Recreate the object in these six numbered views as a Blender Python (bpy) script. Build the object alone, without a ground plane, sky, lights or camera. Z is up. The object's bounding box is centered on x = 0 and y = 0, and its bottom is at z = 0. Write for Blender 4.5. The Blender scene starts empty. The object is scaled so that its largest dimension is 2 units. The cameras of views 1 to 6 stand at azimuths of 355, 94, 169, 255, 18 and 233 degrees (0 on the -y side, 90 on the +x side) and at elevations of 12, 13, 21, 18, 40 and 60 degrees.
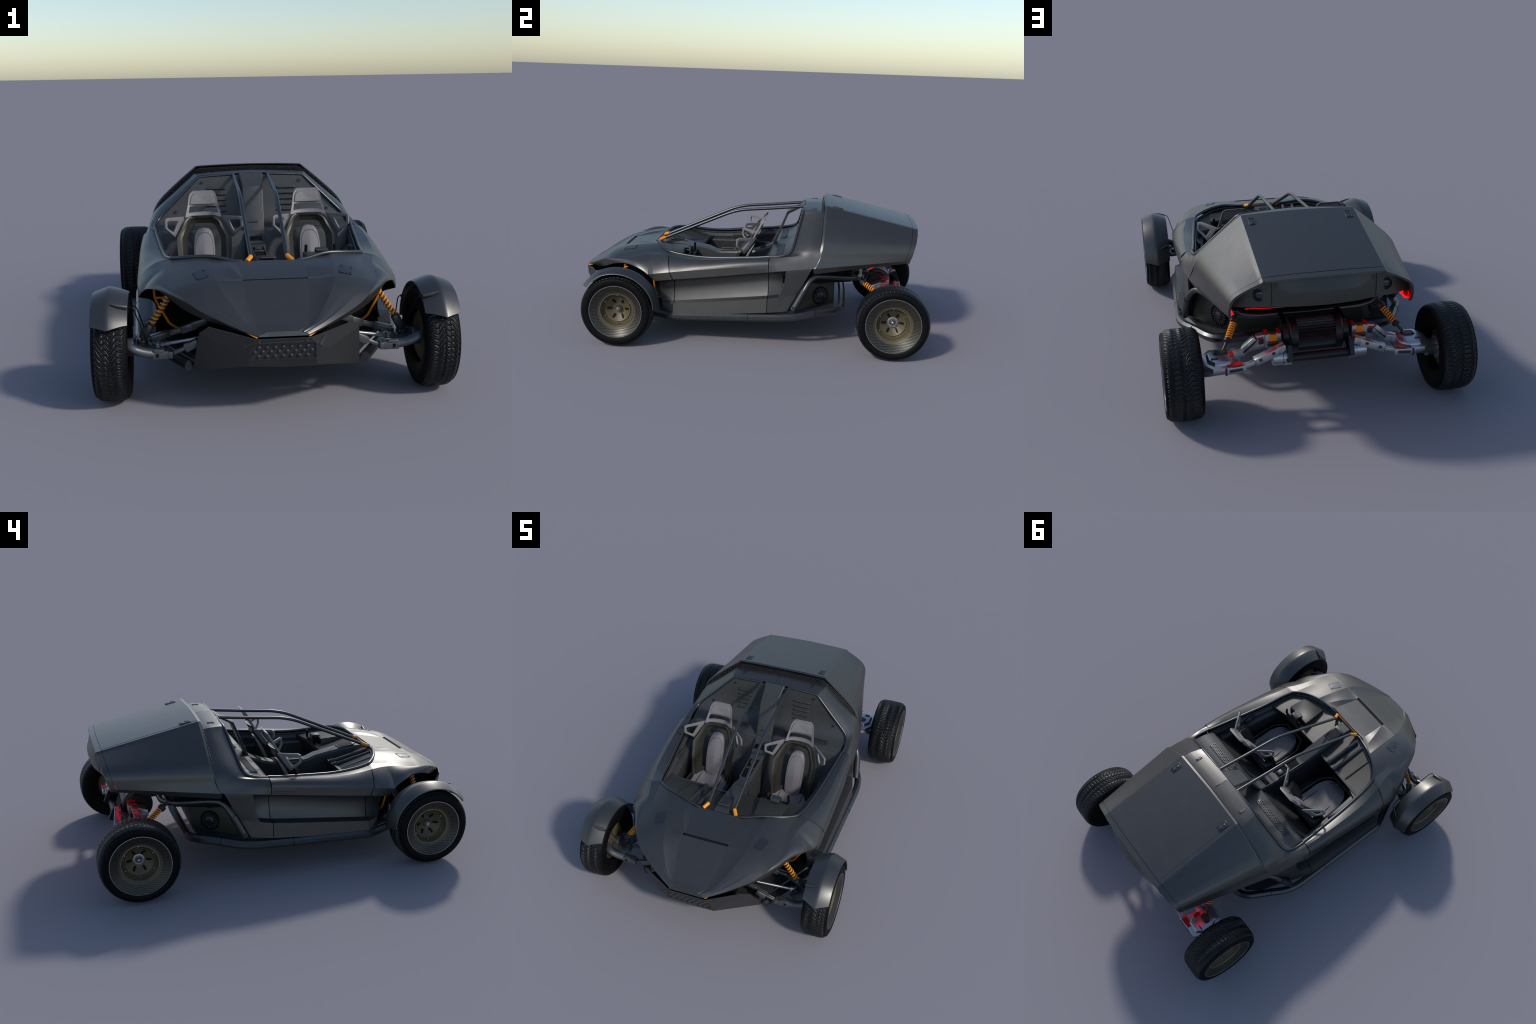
import bpy, bmesh, math, random
from mathutils import Vector, Matrix
random.seed(7)
V = Vector

# ------------------------------------------------------------------ materials
MATS = {}

def _nt(name):
    m = bpy.data.materials.new(name)
    m.use_nodes = True
    nt = m.node_tree
    return m, nt, nt.nodes["Principled BSDF"]

def setp(b, **k):
    for a, v in k.items():
        a = a.replace("_", " ")
        if a in b.inputs:
            b.inputs[a].default_value = v

def satin(name, col, metallic=0.0, rough=0.5, grain=0.12, scale=40.0, bump=0.0, **k):
    """plain coat with a faint mottling of colour and gloss"""
    m, nt, b = _nt(name)
    N = nt.nodes
    tc = N.new("ShaderNodeTexCoord")
    no = N.new("ShaderNodeTexNoise")
    no.inputs["Scale"].default_value = scale
    no.inputs["Detail"].default_value = 5
    nt.links.new(tc.outputs["Object"], no.inputs["Vector"])
    cr = N.new("ShaderNodeValToRGB")
    lo = [c * (1 - grain) for c in col] + [1]
    hi = [min(1, c * (1 + grain)) for c in col] + [1]
    cr.color_ramp.elements[0].position = 0.3
    cr.color_ramp.elements[0].color = lo
    cr.color_ramp.elements[1].position = 0.7
    cr.color_ramp.elements[1].color = hi
    nt.links.new(no.outputs["Fac"], cr.inputs["Fac"])
    nt.links.new(cr.outputs["Color"], b.inputs["Base Color"])
    mr = N.new("ShaderNodeMapRange")
    mr.inputs["To Min"].default_value = max(0, rough - 0.04)
    mr.inputs["To Max"].default_value = min(1, rough + 0.04)
    nt.links.new(no.outputs["Fac"], mr.inputs["Value"])
    nt.links.new(mr.outputs["Result"], b.inputs["Roughness"])
    setp(b, Metallic=metallic, **k)
    if bump:
        n2 = N.new("ShaderNodeTexNoise")
        n2.inputs["Scale"].default_value = scale * 12
        nt.links.new(tc.outputs["Object"], n2.inputs["Vector"])
        bp = N.new("ShaderNodeBump")
        bp.inputs["Strength"].default_value = bump
        bp.inputs["Distance"].default_value = 0.001
        nt.links.new(n2.outputs["Fac"], bp.inputs["Height"])
        nt.links.new(bp.outputs["Normal"], b.inputs["Normal"])
    MATS[name] = m
    return m

def twill(name, c1, c2, scale, rough=0.35, axis=(0.0, 0.0, 0.0), metallic=0.0, dist=0.0):
    """woven carbon cloth: fine diagonal bands"""
    m, nt, b = _nt(name)
    N = nt.nodes
    tc = N.new("ShaderNodeTexCoord")
    mp = N.new("ShaderNodeMapping")
    mp.inputs["Rotation"].default_value = axis
    nt.links.new(tc.outputs["Object"], mp.inputs["Vector"])
    w = N.new("ShaderNodeTexWave")
    w.wave_type = "BANDS"
    w.bands_direction = "X"
    w.inputs["Scale"].default_value = scale
    w.inputs["Distortion"].default_value = dist
    nt.links.new(mp.outputs["Vector"], w.inputs["Vector"])
    cr = N.new("ShaderNodeValToRGB")
    cr.color_ramp.elements[0].color = (*c1, 1)
    cr.color_ramp.elements[1].color = (*c2, 1)
    nt.links.new(w.outputs["Fac"], cr.inputs["Fac"])
    nt.links.new(cr.outputs["Color"], b.inputs["Base Color"])
    setp(b, Roughness=rough, Metallic=metallic)
    bp = N.new("ShaderNodeBump")
    bp.inputs["Strength"].default_value = 0.3
    bp.inputs["Distance"].default_value = 0.001
    nt.links.new(w.outputs["Fac"], bp.inputs["Height"])
    nt.links.new(bp.outputs["Normal"], b.inputs["Normal"])
    MATS[name] = m
    return m

def glow(name, col, strength):
    m, nt, b = _nt(name)
    setp(b, Base_Color=(*col, 1), Roughness=0.4)
    b.inputs["Emission Color"].default_value = (*col, 1)
    b.inputs["Emission Strength"].default_value = strength
    MATS[name] = m
    return m

satin("body_paint", (0.101, 0.099, 0.096), metallic=0.8, rough=0.38, grain=0.025, scale=25)
satin("tube_paint", (0.085, 0.088, 0.092), metallic=0.85, rough=0.34, grain=0.06)
satin("cabin_plastic", (0.060, 0.061, 0.062), metallic=0.3, rough=0.42, grain=0.08)
satin("dark_plastic", (0.030, 0.031, 0.033), metallic=0.1, rough=0.45, grain=0.1)
satin("black_void", (0.004, 0.004, 0.0045), rough=0.7, Specular_IOR_Level=0.15)
satin("bumper_plastic", (0.042, 0.042, 0.043), metallic=0.3, rough=0.5, grain=0.06)
satin("rubber", (0.0065, 0.007, 0.008), rough=0.42, grain=0.2, scale=60, Specular_IOR_Level=0.35)
satin("sidewall_rubber", (0.003, 0.003, 0.0035), rough=0.6, grain=0.2, scale=60, Specular_IOR_Level=0.12)
satin("rim_gold", (0.105, 0.083, 0.043), metallic=0.25, rough=0.5, grain=0.06)
satin("bright_metal", (0.42, 0.42, 0.43), metallic=0.95, rough=0.28, grain=0.05)
satin("arm_metal", (0.46, 0.48, 0.50), metallic=0.85, rough=0.30, grain=0.06)
satin("front_arm_metal", (0.13, 0.135, 0.14), metallic=0.7, rough=0.36, grain=0.06)
satin("orange_paint", (0.80, 0.27, 0.010), rough=0.38, grain=0.05)
satin("painted_red_reflection", (0.36, 0.005, 0.006), rough=0.4, grain=0.05)  # tail light's red reflection on grey arms, painted as a colour
satin("seat_leather", (0.185, 0.170, 0.175), rough=0.5, grain=0.05, scale=60, bump=0.15)
satin("seat_frame", (0.10, 0.095, 0.098), metallic=0.6, rough=0.4, grain=0.05)
satin("pod_paint", (0.045, 0.043, 0.032), metallic=0.3, rough=0.5, grain=0.08)
satin("motor_black", (0.012, 0.013, 0.015), metallic=0.3, rough=0.4)
twill("carbon_cloth", (0.014, 0.013, 0.010), (0.040, 0.037, 0.028), 230, axis=(0, 0, math.radians(45)))
twill("carbon_tail", (0.014, 0.014, 0.012), (0.105, 0.100, 0.082), 72, axis=(0, math.radians(45), 0))
twill("carbon_ring", (0.018, 0.018, 0.016), (0.085, 0.080, 0.066), 41, rough=0.38,
      axis=(0, math.radians(90), 0), metallic=0.6, dist=0.6)
glow("tail_light", (0.8, 0.004, 0.004), 0.8)
glow("under_glow", (0.9, 0.004, 0.004), 3.0)
glow("marker_light", (0.95, 0.33, 0.02), 0.35)
m, nt, b = _nt("lamp_glass")
setp(b, Base_Color=(0.02, 0.022, 0.026, 1), Roughness=0.08, Coat_Weight=0.6)
MATS["lamp_glass"] = m

# ------------------------------------------------------------------ helpers
ROOT = bpy.data.objects.new("off_road_buggy", None)
bpy.context.scene.collection.objects.link(ROOT)
ROOT["label"] = "matte dark grey two seat open off-road buggy"
ROOT["category"] = "buggy"

SHARP = {}

def orient(me, ref):
    """make every island of an open sheet face away from a reference point"""
    bm = bmesh.new()
    bm.from_mesh(me)
    seen = set()
    for f in bm.faces:
        if f.index in seen:
            continue
        isl, st = [], [f]
        seen.add(f.index)
        while st:
            q = st.pop()
            isl.append(q)
            for e in q.edges:
                for w in e.link_faces:
                    if w.index not in seen:
                        seen.add(w.index)
                        st.append(w)
        t = 0
        for q in isl:
            c = q.calc_center_median()
            t += q.calc_area() * q.normal.dot(c - V(ref(c)))
        if t < 0:
            bmesh.ops.reverse_faces(bm, faces=isl)
    bm.to_mesh(me)
    bm.free()

def finish():
    """apply modifiers, then mark creases so that folded rims stay crisp"""
    dg = bpy.context.evaluated_depsgraph_get()
    for o in list(bpy.data.objects):
        if o.type != "MESH" or not o.modifiers:
            continue
        bev = any(m.type == "BEVEL" for m in o.modifiers)
        me = bpy.data.meshes.new_from_object(o.evaluated_get(dg))
        o.modifiers.clear()
        o.data = me
        for p in me.polygons:
            p.use_smooth = True
        me.set_sharp_from_angle(angle=math.radians(max(50, SHARP.get(o.name, 30)) if bev else SHARP.get(o.name, 30)))

def add(name, mesh, mat=None, parent=None, sharp=28, loc=None):
    if mat:
        mesh.materials.append(MATS[mat])
    for p in mesh.polygons:
        p.use_smooth = True
    mesh.set_sharp_from_angle(angle=math.radians(sharp))
    o = bpy.data.objects.new(name, mesh)
    bpy.context.scene.collection.objects.link(o)
    o.parent = parent or ROOT
    SHARP[o.name] = sharp
    if loc:
        o.location = loc
    return o

def bevel(o, w=0.002, seg=2, ang=30):
    m = o.modifiers.new("edge", "BEVEL")
    m.width = w
    m.segments = seg
    m.limit_method = "ANGLE"
    m.angle_limit = math.radians(ang)
    m.harden_normals = False
    return o

BODY_REF = lambda c: (0, c.y, .33)

def solid(o, t, off=-1, ref=None):
    if ref:
        orient(o.data, ref)
    m = o.modifiers.new("thick", "SOLIDIFY")
    m.thickness = t
    m.offset = off
    return o

class B:
    """collects several simple shapes in one mesh"""
    def __init__(s):
        s.v, s.f = [], []

    def raw(s, vs, fs):
        n = len(s.v)
        s.v += [tuple(p) for p in vs]
        s.f += [tuple(i + n for i in f) for f in fs]
        return s

    def grid(s, rows, closed=False, flip=False):
        n = len(s.v)
        w = len(rows[0])
        for r in rows:
            s.v += [tuple(p) for p in r]
        for i in range(len(rows) - 1):
            for j in range(w if closed else w - 1):
                k = (j + 1) % w
                q = (n + i * w + j, n + i * w + k, n + (i + 1) * w + k, n + (i + 1) * w + j)
                s.f.append(q[::-1] if flip else q)
        return s

    def prism(s, loop, d):
        """polygon swept along vector d"""
        n = len(loop)
        d = V(d)
        a = [V(p) for p in loop]
        return s.raw(a + [p + d for p in a],
                     [tuple(range(n))[::-1], tuple(range(n, 2 * n))] +
                     [(i, (i + 1) % n, n + (i + 1) % n, n + i) for i in range(n)])

    def frus(s, loop_a, loop_b):
        n = len(loop_a)
        return s.raw(list(loop_a) + list(loop_b),
                     [tuple(range(n))[::-1], tuple(range(n, 2 * n))] +
                     [(i, (i + 1) % n, n + (i + 1) % n, n + i) for i in range(n)])

    def box(s, c, size, rot=None):
        c = V(c)
        h = V(size) / 2
        ps = [V((x * h.x, y * h.y, z * h.z)) for z in (-1, 1) for x, y in ((-1, -1), (1, -1), (1, 1), (-1, 1))]
        if rot is not None:
            ps = [rot @ p for p in ps]
        return s.raw([c + p for p in ps], [(3, 2, 1, 0), (4, 5, 6, 7), (0, 1, 5, 4), (1, 2, 6, 5), (2, 3, 7, 6), (3, 0, 4, 7)])

    def beam(s, a, b, w, h, up=(0, 0, 1), w2=None, h2=None):
        """rectangular bar from a to b, width w across, height h along up"""
        a, b = V(a), V(b)
        d = (b - a).normalized()
        side = d.cross(V(up)).normalized()
        u = side.cross(d)
        w2 = w2 or w
        h2 = h2 or h
        q = lambda p, ww, hh: [p + side * (x * ww / 2) + u * (z * hh / 2) for x, z in ((-1, -1), (1, -1), (1, 1), (-1, 1))]
        return s.frus(q(a, w, h), q(b, w2, h2))

    def tube(s, pts, r, n=10, closed=False, caps=True, phase=0.0, ry=None):
        pts = [V(p) for p in pts]
        m = len(pts)
        rows = []
        prev = None
        for i, p in enumerate(pts):
            if closed:
                t = (pts[(i + 1) % m] - pts[i - 1]).normalized()
            else:
                t = (pts[min(i + 1, m - 1)] - pts[max(i - 1, 0)]).normalized()
            if prev is None:
                ref = V((0, 0, 1)) if abs(t.z) < 0.9 else V((1, 0, 0))
                u = (ref - t * ref.dot(t)).normalized()
            else:
                u = (prev - t * prev.dot(t)).normalized()
            prev = u
            w = t.cross(u)
            rr = r[i] if isinstance(r, (list, tuple)) else r
            r2 = rr if ry is None else ry
            rows.append([p + u * (math.cos(phase + 2 * math.pi * k / n) * rr) + w * (math.sin(phase + 2 * math.pi * k / n) * r2) for k in range(n)])
        n0 = len(s.v)
        if closed:
            rows.append(rows[0])
        s.grid(rows, closed=True, flip=True)
        if caps and not closed:
            s.f.append(tuple(range(n0, n0 + n)))
            e = n0 + (m - 1) * n
            s.f.append(tuple(range(e, e + n))[::-1])
        return s

    def lathe(s, prof, seg=32, c=(0, 0, 0), axis="x", cap=False):
        """profile of (along axis, radius)"""
        c = V(c)
        rows = []
        for k in range(seg):
            a = 2 * math.pi * k / seg
            row = []
            for x, r in prof:
                p = (x, r * math.cos(a), r * math.sin(a))
                if axis == "y":
                    p = (p[1], p[0], -p[2])
                if axis == "z":
                    p = (p[1], p[2], p[0])
                row.append(c + V(p))
            rows.append(row)
        rows.append(rows[0])
        return s.grid(rows)

    def mesh(s, name, mirror=False, weld=True, fix=True):
        v, f = list(s.v), list(s.f)
        if mirror:
            n = len(v)
            v += [(-x, y, z) for x, y, z in s.v]
            f += [tuple(i + n for i in q)[::-1] for q in s.f]
        me = bpy.data.meshes.new(name)
        me.from_pydata(v, [], f)
        bm = bmesh.new()
        bm.from_mesh(me)
        if weld:
            bmesh.ops.remove_doubles(bm, verts=bm.verts, dist=0.00015)
        bad = [q for q in bm.faces if q.calc_area() < 1e-10]
        if bad:
            bmesh.ops.delete(bm, geom=bad, context="FACES_ONLY")
        if fix:
            bmesh.ops.recalc_face_normals(bm, faces=bm.faces)
        bm.to_mesh(me)
        bm.free()
        return me

    def obj(s, name, mat, parent=None, mirror=False, sharp=28, bev=0, **k):
        o = add(name, s.mesh(name, mirror, **k), mat, parent, sharp)
        if bev:
            bevel(o, bev)
        return o

def mx(p):
    return V((-p[0], p[1], p[2]))

def crm(pts, n):
    """Catmull-Rom through pts, n samples per span (centripetal-free, end tangents clamped)"""
    pts = [V(p) for p in pts]
    out = []
    for i in range(len(pts) - 1):
        p0 = pts[i - 1] if i else pts[0] * 2 - pts[1]
        p1, p2 = pts[i], pts[i + 1]
        p3 = pts[i + 2] if i + 2 < len(pts) else pts[-1] * 2 - pts[-2]
        for k in range(n):
            t = k / n
            out.append(0.5 * ((2 * p1) + (p2 - p0) * t + (2 * p0 - 5 * p1 + 4 * p2 - p3) * t * t + (3 * p1 - p0 - 3 * p2 + p3) * t ** 3))
    out.append(pts[-1])
    return out

def fillet(pts, rad, n=5, closed=False):
    """round the corners of a polyline"""
    pts = [V(p) for p in pts]
    m = len(pts)
    out = []
    for i, p in enumerate(pts):
        if not closed and i in (0, m - 1):
            out.append(p)
            continue
        a, c = pts[i - 1], pts[(i + 1) % m]
        r = rad[i] if isinstance(rad, (list, tuple)) else rad
        da, dc = a - p, c - p
        l = min(r, da.length * 0.49, dc.length * 0.49)
        pa, pc = p + da.normalized() * l, p + dc.normalized() * l
        for k in range(n + 1):
            t = k / n
            out.append(pa * (1 - t) ** 2 + p * 2 * t * (1 - t) + pc * t * t)
    return out

def resample(pts, n):
    pts = [V(p) for p in pts]
    L = [0]
    for a, b in zip(pts, pts[1:]):
        L.append(L[-1] + (b - a).length)
    out = []
    j = 0
    for k in range(n):
        d = L[-1] * k / (n - 1)
        while j < len(L) - 2 and L[j + 1] < d:
            j += 1
        t = (d - L[j]) / max(1e-9, L[j + 1] - L[j])
        out.append(pts[j].lerp(pts[j + 1], t))
    return out

def lerp_tab(tab, t):
    """linear table lookup, tab = [(t, value or tuple)...]"""
    if t <= tab[0][0]:
        return tab[0][1]
    for (a, u), (b, w) in zip(tab, tab[1:]):
        if t <= b:
            k = (t - a) / (b - a)
            if isinstance(u, (tuple, list)):
                return tuple(x + (y - x) * k for x, y in zip(u, w))
            return u + (w - u) * k
    return tab[-1][1]

def spline_y(pts):
    """a feature line of the body as a smooth function of y: returns f(y) -> Vector"""
    dense = crm(pts, 12)
    def f(y):
        if y <= dense[0].y:
            return V((dense[0].x, y, dense[0].z)) if False else dense[0].copy()
        for a, b in zip(dense, dense[1:]):
            if y <= b.y:
                return a.lerp(b, (y - a.y) / max(1e-9, b.y - a.y))
        return dense[-1].copy()
    return f

def bulged(a, b, out, amt, n):
    """points between a and b (exclusive), bowed along out"""
    r = []
    for k in range(1, n):
        t = k / n
        r.append(a.lerp(b, t) + V(out) * (amt * 4 * t * (1 - t)))
    return r

# ------------------------------------------------------------------ body lines (x > 0 half)
# bonnet lines run from the nose back to the cowl rail; index 5/6 straddle the vent slot
HOOD = [
    [(0, -.992, .330), (0, -.95, .3475), (0, -.90, .376), (0, -.85, .4045), (0, -.80, .4335), (0, -.758, .4565), (0, -.741, .4562), (0, -.65, .4745), (0, -.573, .4885)],
    [(.055, -.988, .3290), (.085, -.95, .346), (.100, -.90, .375), (.113, -.85, .4035), (.118, -.80, .433), (.119, -.757, .4565), (.117, -.741, .4560), (.127, -.65, .4755), (.134, -.575, .4875)],
    [(.0565, -.988, .329), (.088, -.95, .3463), (.104, -.90, .3755), (.117, -.85, .404), (.122, -.80, .4335), (.122, -.757, .4570), (.119, -.741, .4572), (.158, -.65, .483), (.189, -.551, .4925)],
    [(.064, -.989, .3275), (.115, -.95, .350), (.155, -.90, .3845), (.185, -.85, .4165), (.206, -.80, .4435), (.218, -.757, .4590), (.221, -.741, .4630), (.232, -.65, .482), (.246, -.5335, .499)],
    [(.074, -.9905, .324), (.146, -.952, .349), (.202, -.905, .3785), (.256, -.85, .4125), (.286, -.80, .4375), (.298, -.757, .4505), (.301, -.741, .4540), (.308, -.65, .471), (.316, -.503, .493)],
    [(.085, -.9925, .320), (.160, -.953, .346), (.228, -.908, .3737), (.298, -.85, .4075), (.334, -.80, .4285), (.349, -.757, .4400), (.352, -.741, .4430), (.358, -.65, .4585), (.380, -.453, .4795)],
]
CREASE = [(.087, -.994, .316), (.167, -.955, .342), (.244, -.91, .369), (.300, -.87, .3915), (.340, -.825, .4145), (.363, -.79, .427), (.376, -.75, .434),
          (.387, -.70, .440), (.394, -.65, .448), (.400, -.60, .457), (.408, -.55, .463), (.420, -.50, .467), (.440, -.45, .469)]
ARCH = [(.087, -.994, .312), (.152, -.96, .329), (.209, -.92, .340), (.264, -.87, .346), (.333, -.82, .369), (.381, -.77, .394), (.410, -.72, .406),
        (.438, -.67, .411), (.471, -.62, .404), (.492, -.57, .386), (.512, -.52, .352), (.518, -.507, .341)]
SHOULDER = [(.440, -.45, .469), (.452, -.38, .463), (.468, -.30, .462), (.477, -.20, .467), (.484, -.10, .477), (.488, 0, .485), (.489, .122, .492)]
UCHINE = [(.509, -.54, .374), (.519, -.48, .385), (.522, -.40, .397), (.523, -.30, .411), (.524, -.20, .4235), (.525, -.10, .435), (.524, 0, .446), (.520, .122, .458)]
LCHINE = [(.518, -.507, .341), (.5225, -.40, .357), (.524, -.30, .369), (.525, -.20, .382), (.525, -.10, .395), (.524, 0, .408), (.5225, .122, .4235), (.520, .24, .437), (.508, .359, .449)]
RAIL_SIDE = [(.385, -.450, .4795), (.403, -.38, .4695), (.414, -.30, .463), (.424, -.22, .4625), (.435, -.13, .4685), (.445, -.03, .4765), (.454, .05, .483), (.461, .122, .492)]
RAIL_FRONT = [(0, -.568, .483), (.10, -.568, .4825), (.14, -.563, .4845), (.18, -.552, .4925), (.22, -.541, .4995), (.26, -.528, .4995), (.30, -.513, .4955), (.34, -.490, .489), (.370, -.465, .4825), (.385, -.450, .4795)]

def hood_rows(n_nose=14, n_tail=8):
    """rows of points from nose to cowl for the bonnet top"""
    cols = []
    for line in HOOD:
        a = crm(line[:6], 6)
        b = crm(line[6:], 6)
        cols.append((a, b))
    front = [list(c[0][i] for c in cols) for i in range(len(cols[0][0]))]
    back = [list(c[1][i] for c in cols) for i in range(len(cols[0][1]))]
    return front, back

def widen(row, crease_pt):
    """insert gently crowned points between shoulder lines"""
    out = row[:3]
    out += bulged(row[2], row[3], (0, 0, 1), -.0015, 3) + [row[3]]
    out += bulged(row[3], row[4], (0, 0, 1), .0015, 3) + [row[4]]
    out += bulged(row[4], row[5], (.2, 0, 1), .0010, 2) + [row[5]]
    if crease_pt is not None:
        out += [crease_pt]
    return out

fC, fA, fS, fU, fL = map(spline_y, (CREASE, ARCH, SHOULDER, UCHINE, LCHINE))
fR = spline_y(RAIL_SIDE)

front, back = hood_rows()
hb = B()
rows = [widen(r, fC(r[5].y)) for r in front]
hb.grid(rows)
# rear part behind the slot: starts 3 columns out so that the slot stays open, bridged outboard
rows2 = [widen(r, fC(r[5].y)) for r in back]
hb.grid(rows2)
hb.grid([rows[-1][2:], rows2[0][2:]])
# the slot's lip: rear panel edge turned down and a small front edge
hb.grid([rows2[0][:3], [p + V((0, .004, -.014)) for p in rows2[0][:3]]])
hb.grid([rows[-1][:3], [p + V((0, .002, -.012)) for p in rows[-1][:3]]])
# chin under the nose
chin = [V((0, -.994, .3135)), V((.045, -.994, .3135)), V((.087, -.994, .3135))]
hb.grid([[rows[0][0], rows[0][1], rows[0][-2]], chin])
# triangular strip between cowl corner and shoulder crease, back to the door seam
def seam_front(k):      # y of front door seam from rail (0) to lower chine (1)
    return lerp_tab([(0, -.437), (.25, -.444), (.5, -.440), (.75, -.424), (1, -.406)], k)
strip = []
for i in range(5):
    y = -.453 + (.453 - .437) * i / 4
    strip.append([fR(max(y, -.45)), fR(max(y, -.45)).lerp(fS(y) if y > -.45 else fC(y), .5) + V((0, 0, .001)), fS(y) if y > -.45 else fC(y)])
hb.grid(strip)
# front wing: crease down to the wheel arch, then to the chines as far as the door seam
def wing_row(top, u, l, amt):
    n = 18
    return [top] + bulged(top, u, (.75, 0, .5), amt, n) + [u, u.lerp(l, .5), l]
ws = []
for i in range(44):
    y = -.994 + (.994 - .545) * i / 43
    amt = lerp_tab([(-.994, .001), (-.93, .004), (-.85, .009), (-.75, .011), (-.6, .013), (-.54, .011)], y)
    a = fA(y)
    ws.append(wing_row(fC(y), a, a, amt))
for i in range(1, 13):
    t = i / 12
    yt = -.545 + t * (.545 - .441)
    yu = -.545 + t * (.545 - .424)
    yl = -.545 + t * (.545 - .406)
    u = fA(-.545).lerp(fU(yu), min(1, t * 4)) if t < .25 else fU(yu)
    l = fA(yl) if yl < -.507 else fL(yl)
    ws.append(wing_row(fC(yt) if yt < -.45 else fS(yt), u, l, .011 - .001 * t))
hb.grid(ws)
bonnet = hb.obj("bonnet", "body_paint", mirror=True, sharp=5.5)
solid(bonnet, .005, -1, BODY_REF)

# door: skin from rail to lower chine, recessed flank, sill panel
def recess(y, k=1.0):
    """column points under the lower chine at station y; k = depth of recess"""
    l = fL(y)
    st = lerp_tab([(-.5, .205), (-.399, .216), (.122, .277), (.3, .295)], y)
    bx = lerp_tab([(-.5, .520), (-.399, .527), (.0, .543), (.122, .546), (.231, .516), (.3, .505)], y)
    bz = lerp_tab([(-.5, .145), (-.399, .153), (.122, .200), (.231, .205), (.3, .21)], y)
    pts = [l]
    e = V((bx - .007, y, st))
    prof = [(.0, .0, -.002), (.0, .046, -.012), (.16, .060, -.006), (.38, .067, 0), (.60, .066, 0), (.80, .060, 0), (1.0, .053, .0045)]
    cv = []
    for t, d, dz in prof:
        p = l.lerp(e, t)
        cv.append(V((p.x - d * k, y, p.z + dz)))
    pts += [cv[0]] + crm(cv[1:], 3)
    pts.append(e)
    pts.append(V((bx, y, bz)))
    return pts

def door_part(t):
    yr, yc, yu, yl = -.434 + t * (.434 + .120), -.437 + t * .557, -.420 + t * .540, -.402 + t * .522
    r, s, u, l = fR(yr), fS(yc), fU(yu), fL(yl)
    row = [r, r.lerp(s, .5) + V((0, 0, .0015)), s] + bulged(s, u, (.8, 0, .4), .009, 16) + [u, u.lerp(l, .5)]
    yb = -.400 + t * .520
    row += recess(yb)
    return row
db = B()
db.grid([door_part(i / 40) for i in range(41)])
door_mesh = db.mesh("door")
def both(name, mesh, mat, sharp=28, parent=None):
    """a mesh and its mirror image as two objects"""
    o = add(name, mesh, mat, parent, sharp)
    m2 = mesh.copy()
    m2.transform(Matrix.Scale(-1, 4, (1, 0, 0)))
    m2.flip_normals()
    p = bpy.data.objects.new(name, m2)
    bpy.context.scene.collection.objects.link(p)
    p.parent = parent or ROOT
    SHARP[p.name] = sharp
    return [o, p]
doors = both("door", door_mesh, "body_paint", 9)
for d in doors:
    solid(d, .006, -1, BODY_REF)
# door handles: shallow inset tray
hd = B()
a, c = V((.5240, .002, .4262)), V((.5222, .104, .4385))
dn = V((.0006, 0, -.0145))
loop = [a, c, c + dn, a + dn]
outer = [p + V((.0022, 0, 0)) for p in loop]
inn = [V((p.x, p.y + (.003 if i in (0, 3) else -.003), p.z + (-.0028 if i < 2 else .0022))) for i, p in enumerate(outer)]
deep = [p + V((-.0016, 0, 0)) for p in inn]
hd.grid([loop, outer, inn, deep], closed=True)
hd.raw(deep, [(0, 1, 2, 3)])
both("handle", hd.mesh("handle"), "tube_paint", parent=None)

# flank ahead of the door (inner well wall) and rear flank behind the door
fl = B()
NR = len(recess(0))
rows = []
for i in range(6):
    t = i / 5
    r = []
    for j in range(NR):
        k = max(0, (j - 2) / (NR - 3))
        ys_ = lerp_tab([(0, -.500), (.12, -.493), (.5, -.482), (.8, -.476), (1, -.47)], k)
        y = ys_ + (-.404 - ys_) * t
        q = recess(y)[j]
        if j >= NR - 2:      # front face of the sill box slopes inwards
            q.x -= lerp_tab([(0, .062), (.8, .012), (1, 0)], t)
        r.append(q)
    rows.append(r)
fl.grid(rows)
rows = []
N1, N2 = 14, 10
for i in range(N1 + N2 + 2):
    r = []
    for j in range(NR):
        zz = recess(.2, 0)[j].z
        v = max(0, min(1, (fL(.2).z - zz) / (fL(.2).z - recess(.2)[-1].z)))
        ye = .359 + (.231 - .359) * v
        yend = lerp_tab([(0, .216), (.35, .209), (.6, .188), (.75, .160), (.88, .128), (1, .128)], v)
        if i <= N1:
            y, kk = .124 + (yend - .124) * i / N1, 1
        else:
            y, kk = yend + .002 + (ye - yend - .002) * (i - N1 - 1) / N2, 0
        r.append(recess(y, kk)[j])
    rows.append(r)
fl.grid(rows)
flank = fl.obj("flank_panel", "body_paint", mirror=True, sharp=13)
solid(flank, .004, -1, BODY_REF)

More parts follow.
